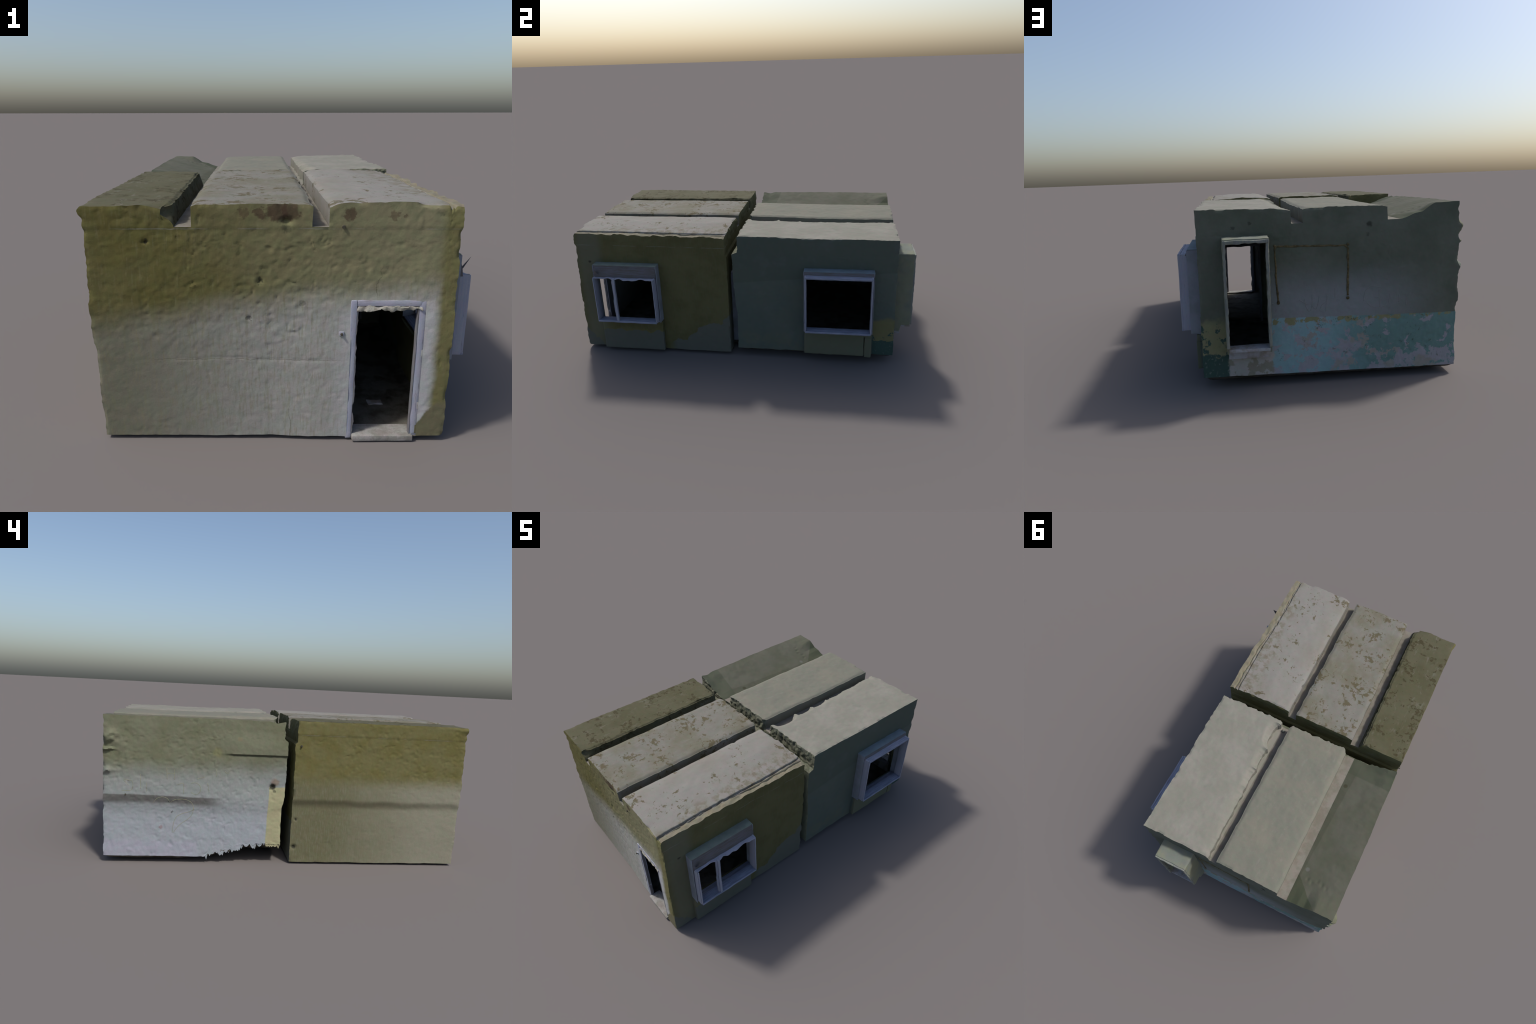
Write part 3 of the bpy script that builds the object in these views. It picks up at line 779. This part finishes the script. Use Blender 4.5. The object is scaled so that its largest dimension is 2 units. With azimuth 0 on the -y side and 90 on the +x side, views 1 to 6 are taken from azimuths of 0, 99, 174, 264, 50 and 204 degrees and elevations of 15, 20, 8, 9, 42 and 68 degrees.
def rear_warp(P):
    x, y, z = P[:, 0], P[:, 1], P[:, 2]
    X0, X1, Y0, Y1, Z0 = -0.577, 0.517, -0.008, 0.889, 0.048
    wl, wr, wf, wb = near(x - X0), near(X1 - x), near(y - Y0), near(Y1 - y)
    w0 = near(z - Z0, 0.07)
    slope = (x < SLOPE_FOOT + 1e-3)
    wt = smooth(0.69, 0.74, z)
    dl = -0.004 - 0.006 * smooth(0.31, 0.352, z + 0.006 * vnoise(y * 9, 0 * y, 0, 5)) * (0.35 + 0.65 * smooth(0.25, 0.45, y)) + 0.008 * (1 - smooth(0.25, 0.33, z))
    proud = 0.009 * smooth(0.572, 0.580, z) * (1 - smooth(0.60, 0.70, z)) * (1 - smooth(0.22, 0.32, y))
    dl = dl - proud + plaster(y, z, 111, 0.0026) + plaster(y, z, 112, 0.003, 14) * smooth(0.45, 0.85, y) * smooth(0.42, 0.5, z)
    # plaster blisters near the rear corner
    for a, b, ry, rz, h in ((0.868, 0.655, 0.03, 0.018, 0.022), (0.87, 0.632, 0.028, 0.016, 0.015), (0.872, 0.586, 0.02, 0.007, 0.021), (0.87, 0.476, 0.022, 0.012, 0.020), (0.80, 0.60, 0.02, 0.03, 0.005)):
        dl = dl - h * bump(y + 0.3 * (z - b), a, ry * (1 + 0.5 * vnoise(z * 60, y * 40, 0, 7))) * bump(z + 0.006 * vnoise(y * 70, z * 30, 0, 8), b, rz)
    dl = dl + 0.016 * bump(y, 0.04, 0.012) * bump(z, 0.412, 0.012)
    dr = plaster(y, z, 121, 0.0012)
    wall_b = plaster(x, z, 131, 0.0016)
    # blistered paint on the dado
    db = wall_b + 0.0025 * np.clip(fbm(x * 50, z * 50, 0, 132, 3), 0, 1) * (1 - smooth(0.27, 0.285, z)) * smooth(0.05, -0.2, -(-x) * 1.0)
    k = smooth(-0.6, 0.5, x)
    df = -np.interp(z, [0.0, 0.30, 0.36, 0.64, 0.65, 0.66, 0.8], [0.006, 0.006, 0.018, 0.018, 0.016, 0.0, 0.0]) * (1 - k) \
         - np.interp(z, [0.0, 0.28, 0.34, 0.45, 0.55, 0.655, 0.668, 0.8], [0.012, 0.010, 0.014, 0.023, 0.028, 0.027, -0.006, -0.006]) * k
    rough = 0.0045 * fbm(x * 45, z * 55, 0, 141, 3) + 0.006 * np.clip(fbm(x * 26, z * 30, 0, 142, 2) - 0.2, 0, 1)
    df = df + np.where(z > 0.66, rough, plaster(x, z, 143, 0.002))
    # plan-rounded slab noses
    for e in (-0.278, 0.08):
        df = df + 0.014 * bump(x, e, 0.010) * smooth(0.68, 0.70, z)
    # hollow under the ledge near the gap; rear end bellies out on its left half
    dl = dl + 0.013 * bump(y, 0.09, 0.13) * bump(z, 0.43, 0.11) - 0.003
    db = db - 0.003 - 0.009 * (1 - smooth(-0.30, 0.15, x)) * smooth(-0.6, -0.45, x) * smooth(0.08, 0.25, z) * (1 - smooth(0.62, 0.75, z))
    dx = wl * dl + wr * (dr + 0.003)
    dy = wf * (df - 0.001) - wb * db
    lumps = 0.0014 * fbm(x * 14, y * 10, 0, 151, 3) + 0.0008 * fbm(x * 40, y * 40, 0, 152, 2)
    dz = wt * (lumps + 0.003 + 0.007 * (1 - smooth(0.05, 0.45, y)) * smooth(-0.28, -0.25, x))
    # sloping strip: bulges up to a broken ledge at the rear, sags at the gap
    t = np.clip((x - SLOPE_FOOT) / (X0 - SLOPE_FOOT), 0, 1)
    rise = np.interp(t, [0, 0.12, 0.25, 0.40, 0.58, 0.62, 1.0], [0, 0.001, 0.006, 0.002, 0.020, 0.022, 0.0])
    hgt = np.clip((z - 0.6885) / np.maximum(rear_top(x) - 0.6885, 1e-4), 0, 1) * slope
    dz = dz + hgt * rise * smooth(0.74, 0.88, y)
    dz = dz - hgt * 0.010 * bump(y, 0.035, 0.028) * smooth(0.3, 0.9, t) - hgt * 0.012 * (1 - smooth(0.0, 0.10, y)) * bump(t, 0.35, 0.25)
    dz = dz - hgt * 0.006 * (1 - smooth(0.05, 0.12, np.abs(y - 0.02))) * bump(t, 0.6, 0.2)
    for i in range(5):                                   # row of small dints
        dz = dz - hgt * 0.004 * bump(y, 0.748 + 0.012 * math.sin(i * 2.1), 0.010) * bump(t, 0.22 + 0.11 * i, 0.028)
    dz = dz + hgt * 0.0012 * fbm(x * 20, y * 20, 0, 155, 2)
    # scalloped edge of the last slab along its channel, near the gap
    up = smooth(0.695, 0.73, z)
    sc = np.zeros_like(y)
    for a, b, d in ((0.018, 0.185, 0.036), (0.195, 0.318, 0.032), (0.328, 0.45, 0.030), (0.45, 0.60, 0.018), (0.60, 0.74, 0.010)):
        m = np.clip((y - a) / (b - a), 0, 1)
        sc = np.maximum(sc, d * np.sqrt(np.clip(4 * m * (1 - m), 0, 1)))
    dz = dz - up * (0.55 * sc + 0.004 * np.clip(fbm(y * 40, 0 * y, 3, 164, 3), 0, 1)) * bump(np.maximum(x - 0.128, 0), 0.0, 0.026) * smooth(0.10, 0.127, x)
    sc = sc * (0.30 + 0.50 * (1 - smooth(0.15, 0.22, y))) + 0.004 * fbm(y * 34, z * 10, 0, 161, 3)
    dx = dx + bump(np.minimum(x - 0.128, 0) * 1.6 + np.maximum(x - 0.128, 0) * 0.55, 0.0, 0.030) * smooth(0.6882, 0.6895, z) * (sc + 0.006)
    dx = dx + bump(x, 0.08, 0.02) * smooth(0.688, 0.70, z) * (0.0025 * fbm(y * 25, z * 9, 0, 162, 2))
    dx = dx + bump(x, -0.278, 0.02) * smooth(0.688, 0.70, z) * (0.0015 * fbm(y * 25, z * 9, 0, 163, 2))
    # foot: drops to the right, torn away at the left near the gap
    foot = np.interp(x, [-0.577, 0.517], [-0.010, 0.009])
    torn = (1 - smooth(0.10, 0.40, y)) * 0.056 + 0.010 * fbm(y * 55, 0 * y, 0, 171, 3) * (1 - smooth(0.36, 0.40, y)) + 0.016 * np.abs(fbm(y * 90, 0 * y, 2, 172, 1)) * (1 - smooth(0.36, 0.39, y))
    foot = foot + torn * (1 - smooth(-0.577, -0.40, x))
    dz = dz + w0 * (foot - 0.003) + w0 * 0.0015 * fbm(x * 18, y * 18, 0, 181, 2)
    for wx, sx in ((np.abs(x - X0), 1), (np.abs(X1 - x), -1)):
        for wy, sy in ((np.abs(y - Y0), 1), (np.abs(Y1 - y), -1)):
            k2 = (0.001 + 0.003 * np.clip(fbm(z * 24, sx + 0 * z, sy, 191, 3), -0.6, 1))
            m = np.exp(-((wx + wy) / 0.007) ** 2)
            dx, dy = dx + sx * k2 * m, dy + sy * k2 * m
    zt = rear_top(np.clip(x, X0, X1))
    for d, ax, s in ((np.abs(X1 - x), 0, -1), (np.abs(y - Y0), 1, 1), (np.abs(Y1 - y), 1, -1)):
        k3 = (0.0012 + 0.0035 * np.clip(fbm(x * 24, y * 24, ax, 195, 3), -0.6, 1)) * np.exp(-((d + np.abs(zt - z)) / 0.008) ** 2) * (1 - slope)
        dz = dz - k3
        if ax == 0: dx = dx + s * k3
        else: dy = dy + s * k3
    return P + np.stack([dx, dy, dz], 1)

# openings: (a, b, low, high) in the plane of the wall
DOOR_FRONT = (0.207, 0.428, 0.0, 0.470)
DOOR_REAR = (0.236, 0.414, 0.145, 0.643)
PASSAGE = (0.214, 0.418, 0.0, 0.500)
WINDOW_FRONT = (-0.864, -0.481, 0.216, 0.583)
WINDOW_REAR = (0.380, 0.766, 0.206, 0.583)

def build_rooms():
    a = Room(-0.575, 0.512, -0.976, -0.073, 0.014, 0.697, [(-0.319, -0.27), (0.084, 0.133)], front_top, front_warp,
             xbreaks=[*DOOR_FRONT[:2], *PASSAGE[:2]], ybreaks=WINDOW_FRONT[:2], zbreaks=[DOOR_FRONT[3], PASSAGE[3], *WINDOW_FRONT[2:]],
             xfine=[(0.480, 0.016, 0.0017)], zfine=[(0.645, 0.012, 0.003)])
    a.end_wall(a.y0, False, M["front"], [DOOR_FRONT])
    a.end_wall(a.y1, True, M["olive_shade"], [PASSAGE])
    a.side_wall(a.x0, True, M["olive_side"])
    a.side_wall(a.x1, False, M["olive_shade"], [WINDOW_FRONT])
    a.roof([M["slab_dark"], M["slab_mid"], M["slab_pale"]], ["roof_slab"] * 3, M["channel"])
    a.floor(M["floor"], 0.009)
    b = Room(-0.577, 0.517, -0.008, 0.889, 0.048, 0.688, [(SLOPE_FOOT, -0.278), (0.08, 0.128)], rear_top, rear_warp,
             xbreaks=[*DOOR_REAR[:2], *PASSAGE[:2]], ybreaks=WINDOW_REAR[:2], zbreaks=[PASSAGE[3], *DOOR_REAR[2:], *WINDOW_REAR[2:]],
             zfine=[(0.655, 0.014, 0.003), (0.576, 0.01, 0.003)], yfine=[(0.30, 0.15, 0.004), (0.1, 0.1, 0.004)])
    b.end_wall(b.y0, False, M["broken"], [PASSAGE])
    b.end_wall(b.y1, True, M["tur_end"], [DOOR_REAR])
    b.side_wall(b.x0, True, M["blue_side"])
    b.side_wall(b.x1, False, M["teal_side"], [WINDOW_REAR])
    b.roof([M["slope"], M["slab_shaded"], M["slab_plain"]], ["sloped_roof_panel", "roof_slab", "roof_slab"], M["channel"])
    b.floor(M["floor"], 0.022)

# ------------------------------------------------------------------ windows
def window(y0, y1, wall, out, z_head, z_fascia, z_low, frame, lintel_mat, seed, ragged=False, mullion=None):
    """box reveal standing out from the wall, with a fascia under its head and a timber frame in its mouth"""
    t = 0.0035
    def flare(P):                                        # fascia leans outwards towards its lower edge
        Q = P.copy()
        Q[:, 0] += (frame[0] - out) * smooth(0, 1, (z_head - P[:, 2]) / (z_head - z_fascia)) * (P[:, 0] > out - 0.006)
        return Q
    head = board("window_surround", (wall - 0.004, y0, z_head - t), (out, y1, z_head), lintel_mat, seed=seed)
    fascia = board("fascia", (out - 0.012, y0 + 0.003, z_fascia - 0.004), (out - 0.0005, y1 - 0.003, z_head - 0.003), M["fascia"], head, shear=flare, seed=seed + 1)
    for ya, yb in ((y0, y0 + t), (y1 - t, y1)):
        board("reveal_side", (wall - 0.004, ya, z_low), (out + 0.003, yb, z_head - t + 0.0005), M["reveal"], head, seed=seed + 2, jit=0.0012)
    def drain(P):                                        # sill falls towards the room
        Q = P.copy()
        Q[:, 2] -= 0.012 * np.clip((out - P[:, 0]) / (out - wall), 0, 1)
        return Q
    board("reveal_sill", (wall + 0.002, y0 + t, z_low + 0.003), (out, y1 - t, z_low + 0.012), M["wood_y"], head, shear=drain, seed=seed + 3)
    fx0, fx1 = frame
    fy0, fy1 = y0 + 0.006, y1 - 0.007
    zt, zb = z_fascia + 0.001, z_low + 0.014
    w = 0.010
    for ya, yb in ((fy0, fy0 + w), (fy1 - w, fy1)):
        board("window_frame", (out - 0.012, ya, zb), (fx1 - 0.009, yb, zt), M["wood"], head, seed=seed + 4)
        inner = (ya + 0.004, yb - 0.001) if ya == fy0 else (ya + 0.001, yb - 0.004)
        board("frame_moulding", (fx1 - 0.010, inner[0], zb + 0.003), (fx1, inner[1], zt - 0.002), M["wood"], head, bevel=0.003, seed=seed + 5)
    board("window_frame", (out - 0.012, fy0 + w, zb), (fx1 - 0.009, fy1 - w, zb + 0.008), M["wood_y"], head, seed=seed + 6)
    board("frame_moulding", (fx1 - 0.010, fy0 + 0.004, zb - 0.003), (fx1 + 0.001, fy1 - 0.004, zb + 0.009), M["wood_y"], head, bevel=0.003, seed=seed + 7)
    if ragged:
        # torn strip of old lining that sticks out under the fascia, with a saw-toothed lip
        def torn(P):
            Q = P.copy()
            yy = P[:, 1]
            tooth = 0.016 + 0.006 * vnoise(yy * 42, 0 * yy, 0, seed + 9) + 0.007 * np.abs(((yy * 15) % 1) - 0.5) * 2
            tooth = np.where(yy < mullion, 0.022 - 0.014 * np.sin(np.clip((yy - fy0) / (mullion - fy0), 0, 1) * math.pi) ** 0.6, tooth)
            k = (P[:, 0] - (fx0 - 0.012)) / 0.020
            Q[:, 0] = fx0 - 0.012 + k * (0.012 + tooth + 0.004)
            Q[:, 2] += k * 0.006 * vnoise(yy * 30, 0 * yy, 2, seed + 10)
            return Q
        board("torn_lining", (fx0 - 0.012, fy0 + 0.002, zt - 0.005), (fx0 + 0.008, fy1 - 0.002, zt - 0.0015), M["wood"], head, bevel=0.0008, seg=0.008, shear=torn, seed=seed + 8)
    else:
        board("window_frame", (out - 0.012, fy0 + w, zt - 0.012), (fx1 - 0.010, fy1 - w, zt), M["wood_y"], head, seed=seed + 8)
        board("frame_moulding", (fx1 - 0.011, fy0 + 0.004, zt - 0.010), (fx1 + 0.001, fy1 - 0.004, zt + 0.001), M["wood_y"], head, bevel=0.003, seed=seed + 9)
    if mullion is not None:
        board("mullion", (fx1 - 0.016, mullion - 0.009, zb + 0.005), (fx1, mullion + 0.004, zt - 0.001), M["wood"], head, seed=seed + 11, jit=0.0015)
        board("mullion", (fx1 - 0.020, mullion - 0.017, zb + 0.008), (fx1 - 0.008, mullion - 0.007, zt - 0.004), M["wood"], head, seed=seed + 12, jit=0.003)
    return head

def build_windows():
    h = window(-0.866, -0.479, 0.512, 0.565, 0.585, 0.514, 0.222, (0.578, 0.607), M["lintel_green"], 301, ragged=True, mullion=-0.728)
    # splinter of board standing on the corner of the head
    me = bpy.data.meshes.new("splinter")
    me.from_pydata([(0.578, -0.856, 0.535), (0.585, -0.826, 0.532), (0.611, -0.832, 0.569), (0.576, -0.845, 0.529)], [], [(0, 1, 2), (1, 3, 2), (3, 0, 2), (0, 3, 1)])
    add_object("splinter", me, M["fascia"], h)
    window(0.378, 0.768, 0.517, 0.569, 0.585, 0.563, 0.212, (0.578, 0.611), M["lintel_blue"], 351)
    board("wall_apron", (0.500, -0.866, 0.021), (0.543, -0.480, 0.217), M["olive_shade"], bevel=0.006, jit=0.0018, seed=401, seg=0.012)
    board("wall_apron", (0.505, 0.379, 0.054), (0.549, 0.724, 0.207), M["teal_side"], bevel=0.006, jit=0.0018, seed=402, seg=0.012)
    board("wall_apron", (0.505, 0.727, 0.050), (0.551, 0.766, 0.176), M["teal_side"], bevel=0.004, jit=0.0015, seed=403, seg=0.012)
    board("wall_apron", (0.505, 0.7235, 0.174), (0.548, 0.766, 0.206), M["teal_side"], bevel=0.004, jit=0.0015, seed=404, seg=0.012)

# ------------------------------------------------------------------ doors and passage
def build_doors():
    # street door: timber frame standing 2 cm out of the plaster, ragged on its inner edge
    def inner_rag(P):
        Q = P.copy()
        Q[:, 0] += 0.0035 * fbm(P[:, 2] * 28, 0 * P[:, 2], 0, 511, 3) * (P[:, 0] > 0.2235) * (P[:, 0] < 0.3)
        return Q
    f = board("door_frame", (0.2035, -0.986, 0.006), (0.2225, -0.966, 0.4735), M["wood"], bevel=0.003, seed=501, jit=0.0012)
    board("door_jamb", (0.2220, -0.9855, 0.004), (0.2252, -0.972, 0.450), M["jamb"], f, bevel=0.002, shear=inner_rag, seed=506, jit=0.001, seg=0.010)
    board("door_frame", (0.4085, -0.985, 0.010), (0.4325, -0.966, 0.4735), M["wood"], f, bevel=0.003, seed=502, jit=0.0012)
    board("door_jamb", (0.4050, -0.9855, 0.004), (0.4090, -0.968, 0.450), M["jamb"], f, bevel=0.002, seed=507, jit=0.001)
    def head_rag(P):
        Q = P.copy()
        Q[:, 2] += 0.006 * (fbm(P[:, 0] * 45, P[:, 1] * 25, 0, 521, 2) - 0.2) * (P[:, 2] < 0.450)
        return Q
    board("door_head", (0.2225, -0.985, 0.455), (0.4165, -0.962, 0.4735), M["wood_x"], f, bevel=0.003, seed=503, seg=0.008)
    board("torn_lining", (0.2235, -0.987, 0.443), (0.4155, -0.958, 0.4555), M["lip"], f, bevel=0.002, shear=head_rag, seed=504, seg=0.005, jit=0.0035, freq=70)
    board("threshold", (0.224, -0.9985, 0.0015), (0.4165, -0.930, 0.0205), M["threshold"], f, bevel=0.003, seed=505)
    # yard door: deep thin lining that ends higher outside than inside
    def step_foot(P):
        Q = P.copy()
        k = (P[:, 2] < 0.25)
        Q[:, 2] += k * 0.042 * smooth(0.930, 0.938, P[:, 1]) * (0.25 - P[:, 2]) / 0.09
        return Q
    def taper(P):
        Q = P.copy()
        Q[:, 0] += (P[:, 0] - 0.325) * 0.02 * smooth(0.99, 0.88, P[:, 1])
        return step_foot(Q)
    d = board("door_frame", (0.232, 0.872, 0.160), (0.241, 0.990, 0.6435), M["lining"], bevel=0.002, shear=taper, seed=531, seg=0.008, jit=0.0022)
    board("door_jamb", (0.407, 0.872, 0.160), (0.416, 0.990, 0.6435), M["lining"], d, bevel=0.002, shear=taper, seed=532, seg=0.008, jit=0.0022)
    board("door_head", (0.2325, 0.872, 0.634), (0.4155, 0.990, 0.645), M["lining"], d, bevel=0.003, seed=533, seg=0.010, jit=0.0022)
    for i, (lo, hi) in enumerate((((0.234, 0.986, 0.204), (0.2455, 0.9985, 0.640)), ((0.4035, 0.986, 0.204), (0.4145, 0.9985, 0.640)), ((0.234, 0.987, 0.626), (0.4145, 0.9995, 0.640)))):
        board("door_moulding", lo, hi, M["jamb_pale"], d, bevel=0.004, seed=534 + i, jit=0.0022, seg=0.008, freq=45)
    # threshold of three tiles on a mortar bed
    board("threshold", (0.238, 0.868, 0.140), (0.410, 0.934, 0.168), M["tile"], d, bevel=0.003, seed=541)
    for a, b in ((0.2395, 0.292), (0.294, 0.366), (0.368, 0.409)):
        board("threshold_tile", (a, 0.870, 0.1675), (b, 0.932, 0.1735), M["tile"], d, bevel=0.0015, seed=int(a * 1000))
    board("door_sill", (0.2405, 0.930, 0.186), (0.4075, 0.992, 0.199), M["tile"], d, bevel=0.003, seed=545)
    # passage between the rooms
    p = board("passage_lining", (0.208, -0.090, 0.040), (0.220, 0.008, 0.502), M["reveal"], seed=551, jit=0.002)
    board("passage_jamb", (0.412, -0.090, 0.050), (0.424, 0.008, 0.502), M["reveal"], p, seed=552, jit=0.003)
    board("passage_head", (0.2085, -0.090, 0.490), (0.4235, 0.008, 0.504), M["reveal"], p, seed=553, jit=0.002)
    board("passage_sill", (0.2195, -0.090, 0.026), (0.4125, 0.008, 0.050), M["floor"], p, seed=554, jit=0.001)

# ------------------------------------------------------------------ fittings and loose matter
def build_details():
    # chased cable run on the rear end, an upside-down U with knobs at its feet
    corners = [(0.194, 0.360), (0.199, 0.48), (0.203, 0.585), (0.197, 0.596), (0.04, 0.592), (-0.095, 0.588), (-0.106, 0.575), (-0.104, 0.48), (-0.1015, 0.366)]
    path = []
    for (a, b), (c, d) in zip(corners, corners[1:]):
        path += [(a + (c - a) * i / 12, 0.889, b + (d - b) * i / 12) for i in range(12)]
    path = rear_warp(np.array(path))
    run = tube("cable_chase", path,
               0.0042, M["chase"], jit=0.0016, seed=61, sides=10, flat=0.8, axis=1)
    for c in ((0.194, 0.892, 0.357), (-0.101, 0.899, 0.364), (-0.106, 0.896, 0.592), (0.201, 0.891, 0.598)):
        lump("chase_knob", c, (0.0065, 0.005, 0.0065), M["chase"], run, seed=int(abs(c[0]) * 999), rough=0.2, subdiv=3)
    bolt("bolt", (0.172, -0.983, 0.698), (0, -1, 0), 0.0058, 0.008, M["rust"])
    bolt("bolt", (0.178, -0.991, 0.367), (0, -1, 0), 0.0045, 0.010, M["rust"])
    bolt("bolt", (-0.590, -0.097, 0.631), (-1, 0, 0), 0.0055, 0.010, M["rust"])
    bolt("bolt", (-0.588, 0.782, 0.357), (-1, 0, 0), 0.005, 0.010, M["rust"])
    board("bolt_plate", (0.171, -0.9895, 0.361), (0.185, -0.978, 0.374), M["wood_x"], bevel=0.001)
    lump("mortar_plug", (0.113, 0.022, 0.696), (0.010, 0.009, 0.010), M["slab_plain"], seed=71, rough=0.12)
    # torn foot of the rear room: bits of brick and mortar hanging in the break
    rnd = random.Random(5)
    for i in range(26):
        y = rnd.uniform(0.0, 0.37)
        z = 0.048 - 0.010 + 0.056 * (1 - float(smooth(0.10, 0.40, y))) + 0.008
        s = rnd.uniform(0.006, 0.013)
        lump("rubble", (-0.566 + rnd.uniform(0, 0.012), y, z + rnd.uniform(-0.006, 0.008)), (s * 0.8, s, s * 0.75), M["rubble"], seed=i, rough=0.4, subdiv=3)
    # ragged plaster spikes on the edge of the break
    for i, (y, h) in enumerate(((0.372, 0.030), (0.257, 0.018), (0.12, 0.024), (0.31, 0.012), (0.19, 0.012), (0.06, 0.012), (-0.005, 0.020))):
        zt = 0.048 - 0.010 + 0.056 * (1 - float(smooth(0.10, 0.40, y))) + 0.016
        me = bpy.data.meshes.new("plaster_shard")
        w = 0.012
        me.from_pydata([(-0.573, y - w, zt), (-0.573, y + w, zt), (-0.561, y + w, zt), (-0.561, y - w, zt), (-0.571, y - 0.004, zt - h - 0.008), (-0.566, y - 0.001, zt - h - 0.008)], [],
                       [(0, 4, 1), (1, 4, 5, 2), (2, 5, 3), (3, 5, 4, 0), (0, 1, 2, 3)])
        add_object("plaster_shard", me, M["blue_side"])
    # scrap on the floor seen through the street door
    board("floor_scrap", (0.315, -0.80, 0.006), (0.368, -0.77, 0.016), M["tile"], bevel=0.002, jit=0.004, freq=40, seg=0.008, seed=81)

# chalk strokes drawn on the two walls of the rear room, as (along, height) control points
SIDE_STROKES = [
    [(0.645, 0.315), (0.628, 0.341), (0.600, 0.350), (0.574, 0.342), (0.561, 0.319)],
    [(0.559, 0.320), (0.542, 0.334), (0.514, 0.340), (0.476, 0.337), (0.449, 0.320), (0.441, 0.292), (0.448, 0.277), (0.497, 0.263), (0.526, 0.248), (0.539, 0.223), (0.546, 0.184), (0.547, 0.160)],
    [(0.441, 0.292), (0.447, 0.256), (0.470, 0.231), (0.501, 0.212), (0.527, 0.184), (0.541, 0.160)],
    [(0.791, 0.436), (0.772, 0.428), (0.746, 0.431), (0.746, 0.376), (0.799, 0.376)], [(0.791, 0.430), (0.768, 0.404)], [(0.710, 0.461), (0.708, 0.388)], [(0.678, 0.422), (0.679, 0.375)],
    [(0.581, 0.498), (0.578, 0.439)], [(0.543, 0.490), (0.542, 0.438)], [(0.580, 0.470), (0.543, 0.470)], [(0.530, 0.411), (0.493, 0.429), (0.494, 0.368)],
    [(0.458, 0.422), (0.433, 0.428), (0.409, 0.409), (0.408, 0.382), (0.430, 0.361), (0.457, 0.375)], [(0.375, 0.425), (0.366, 0.378)], [(0.430, 0.444), (0.390, 0.457)], [(0.332, 0.497), (0.332, 0.459)], [(0.290, 0.487), (0.272, 0.473), (0.267, 0.494)]]
END_STROKES = [
    [(0.104, 0.365), (0.081, 0.348), (0.063, 0.342)], [(0.084, 0.369), (0.078, 0.331), (0.062, 0.308), (0.051, 0.336), (0.050, 0.384)], [(0.050, 0.336), (0.035, 0.317), (0.026, 0.345), (0.020, 0.379)],
    [(-0.015, 0.380), (-0.008, 0.340), (-0.007, 0.309)], [(-0.010, 0.350), (0.011, 0.341), (0.016, 0.324)], [(-0.048, 0.409), (-0.047, 0.368)],
    [(-0.169, 0.347), (-0.173, 0.381), (-0.187, 0.404), (-0.218, 0.411), (-0.249, 0.397)], [(-0.183, 0.336), (-0.203, 0.319), (-0.238, 0.312), (-0.269, 0.324)], [(-0.237, 0.391), (-0.238, 0.319)],
    [(-0.217, 0.358), (-0.238, 0.357)], [(-0.283, 0.374), (-0.278, 0.333)], [(-0.324, 0.365), (-0.321, 0.334)], [(-0.356, 0.367), (-0.354, 0.318)], [(0.224, 0.344), (0.210, 0.353), (0.222, 0.357)]]

def build_strokes():
    def rounded(pts):
        pts = [np.array(p) for p in pts]
        for _ in range(2):                               # corner cutting
            if len(pts) > 2:
                new = [pts[0]]
                for a, b in zip(pts, pts[1:]):
                    new += [a * 0.75 + b * 0.25, a * 0.25 + b * 0.75]
                pts = new + [pts[-1]]
        out = []
        for a, b in zip(pts, pts[1:]):
            n = max(1, int(np.linalg.norm(b - a) / 0.004))
            out += [a + (b - a) * i / n for i in range(n)]
        return np.array(out + [pts[-1]])
    for strokes, axis, mat in ((SIDE_STROKES, 0, M["scratch"]), (END_STROKES, 1, M["scratch_pale"])):
        for k, pts in enumerate(strokes):
            q = rounded(pts)
            if axis == 0:
                P = rear_warp(np.stack([np.full(len(q), -0.577), q[:, 0], q[:, 1]], 1))
                P[:, 0] -= 0.0002
            else:
                P = rear_warp(np.stack([q[:, 0], np.full(len(q), 0.889), q[:, 1]], 1))
                P[:, 1] += 0.0002
            tube("chalk_stroke", P, 0.0009, mat, sides=6, flat=0.8, axis=axis)

def main():
    global ROOT
    ROOT = bpy.data.objects.new("abandoned_building", None)
    bpy.context.scene.collection.objects.link(ROOT)
    ROOT["label"] = "weathered two-room plastered concrete building with grooved slab roof"
    ROOT["category"] = "building"
    make_materials()
    build_rooms()
    build_windows()
    build_doors()
    build_details()
    build_strokes()

main()
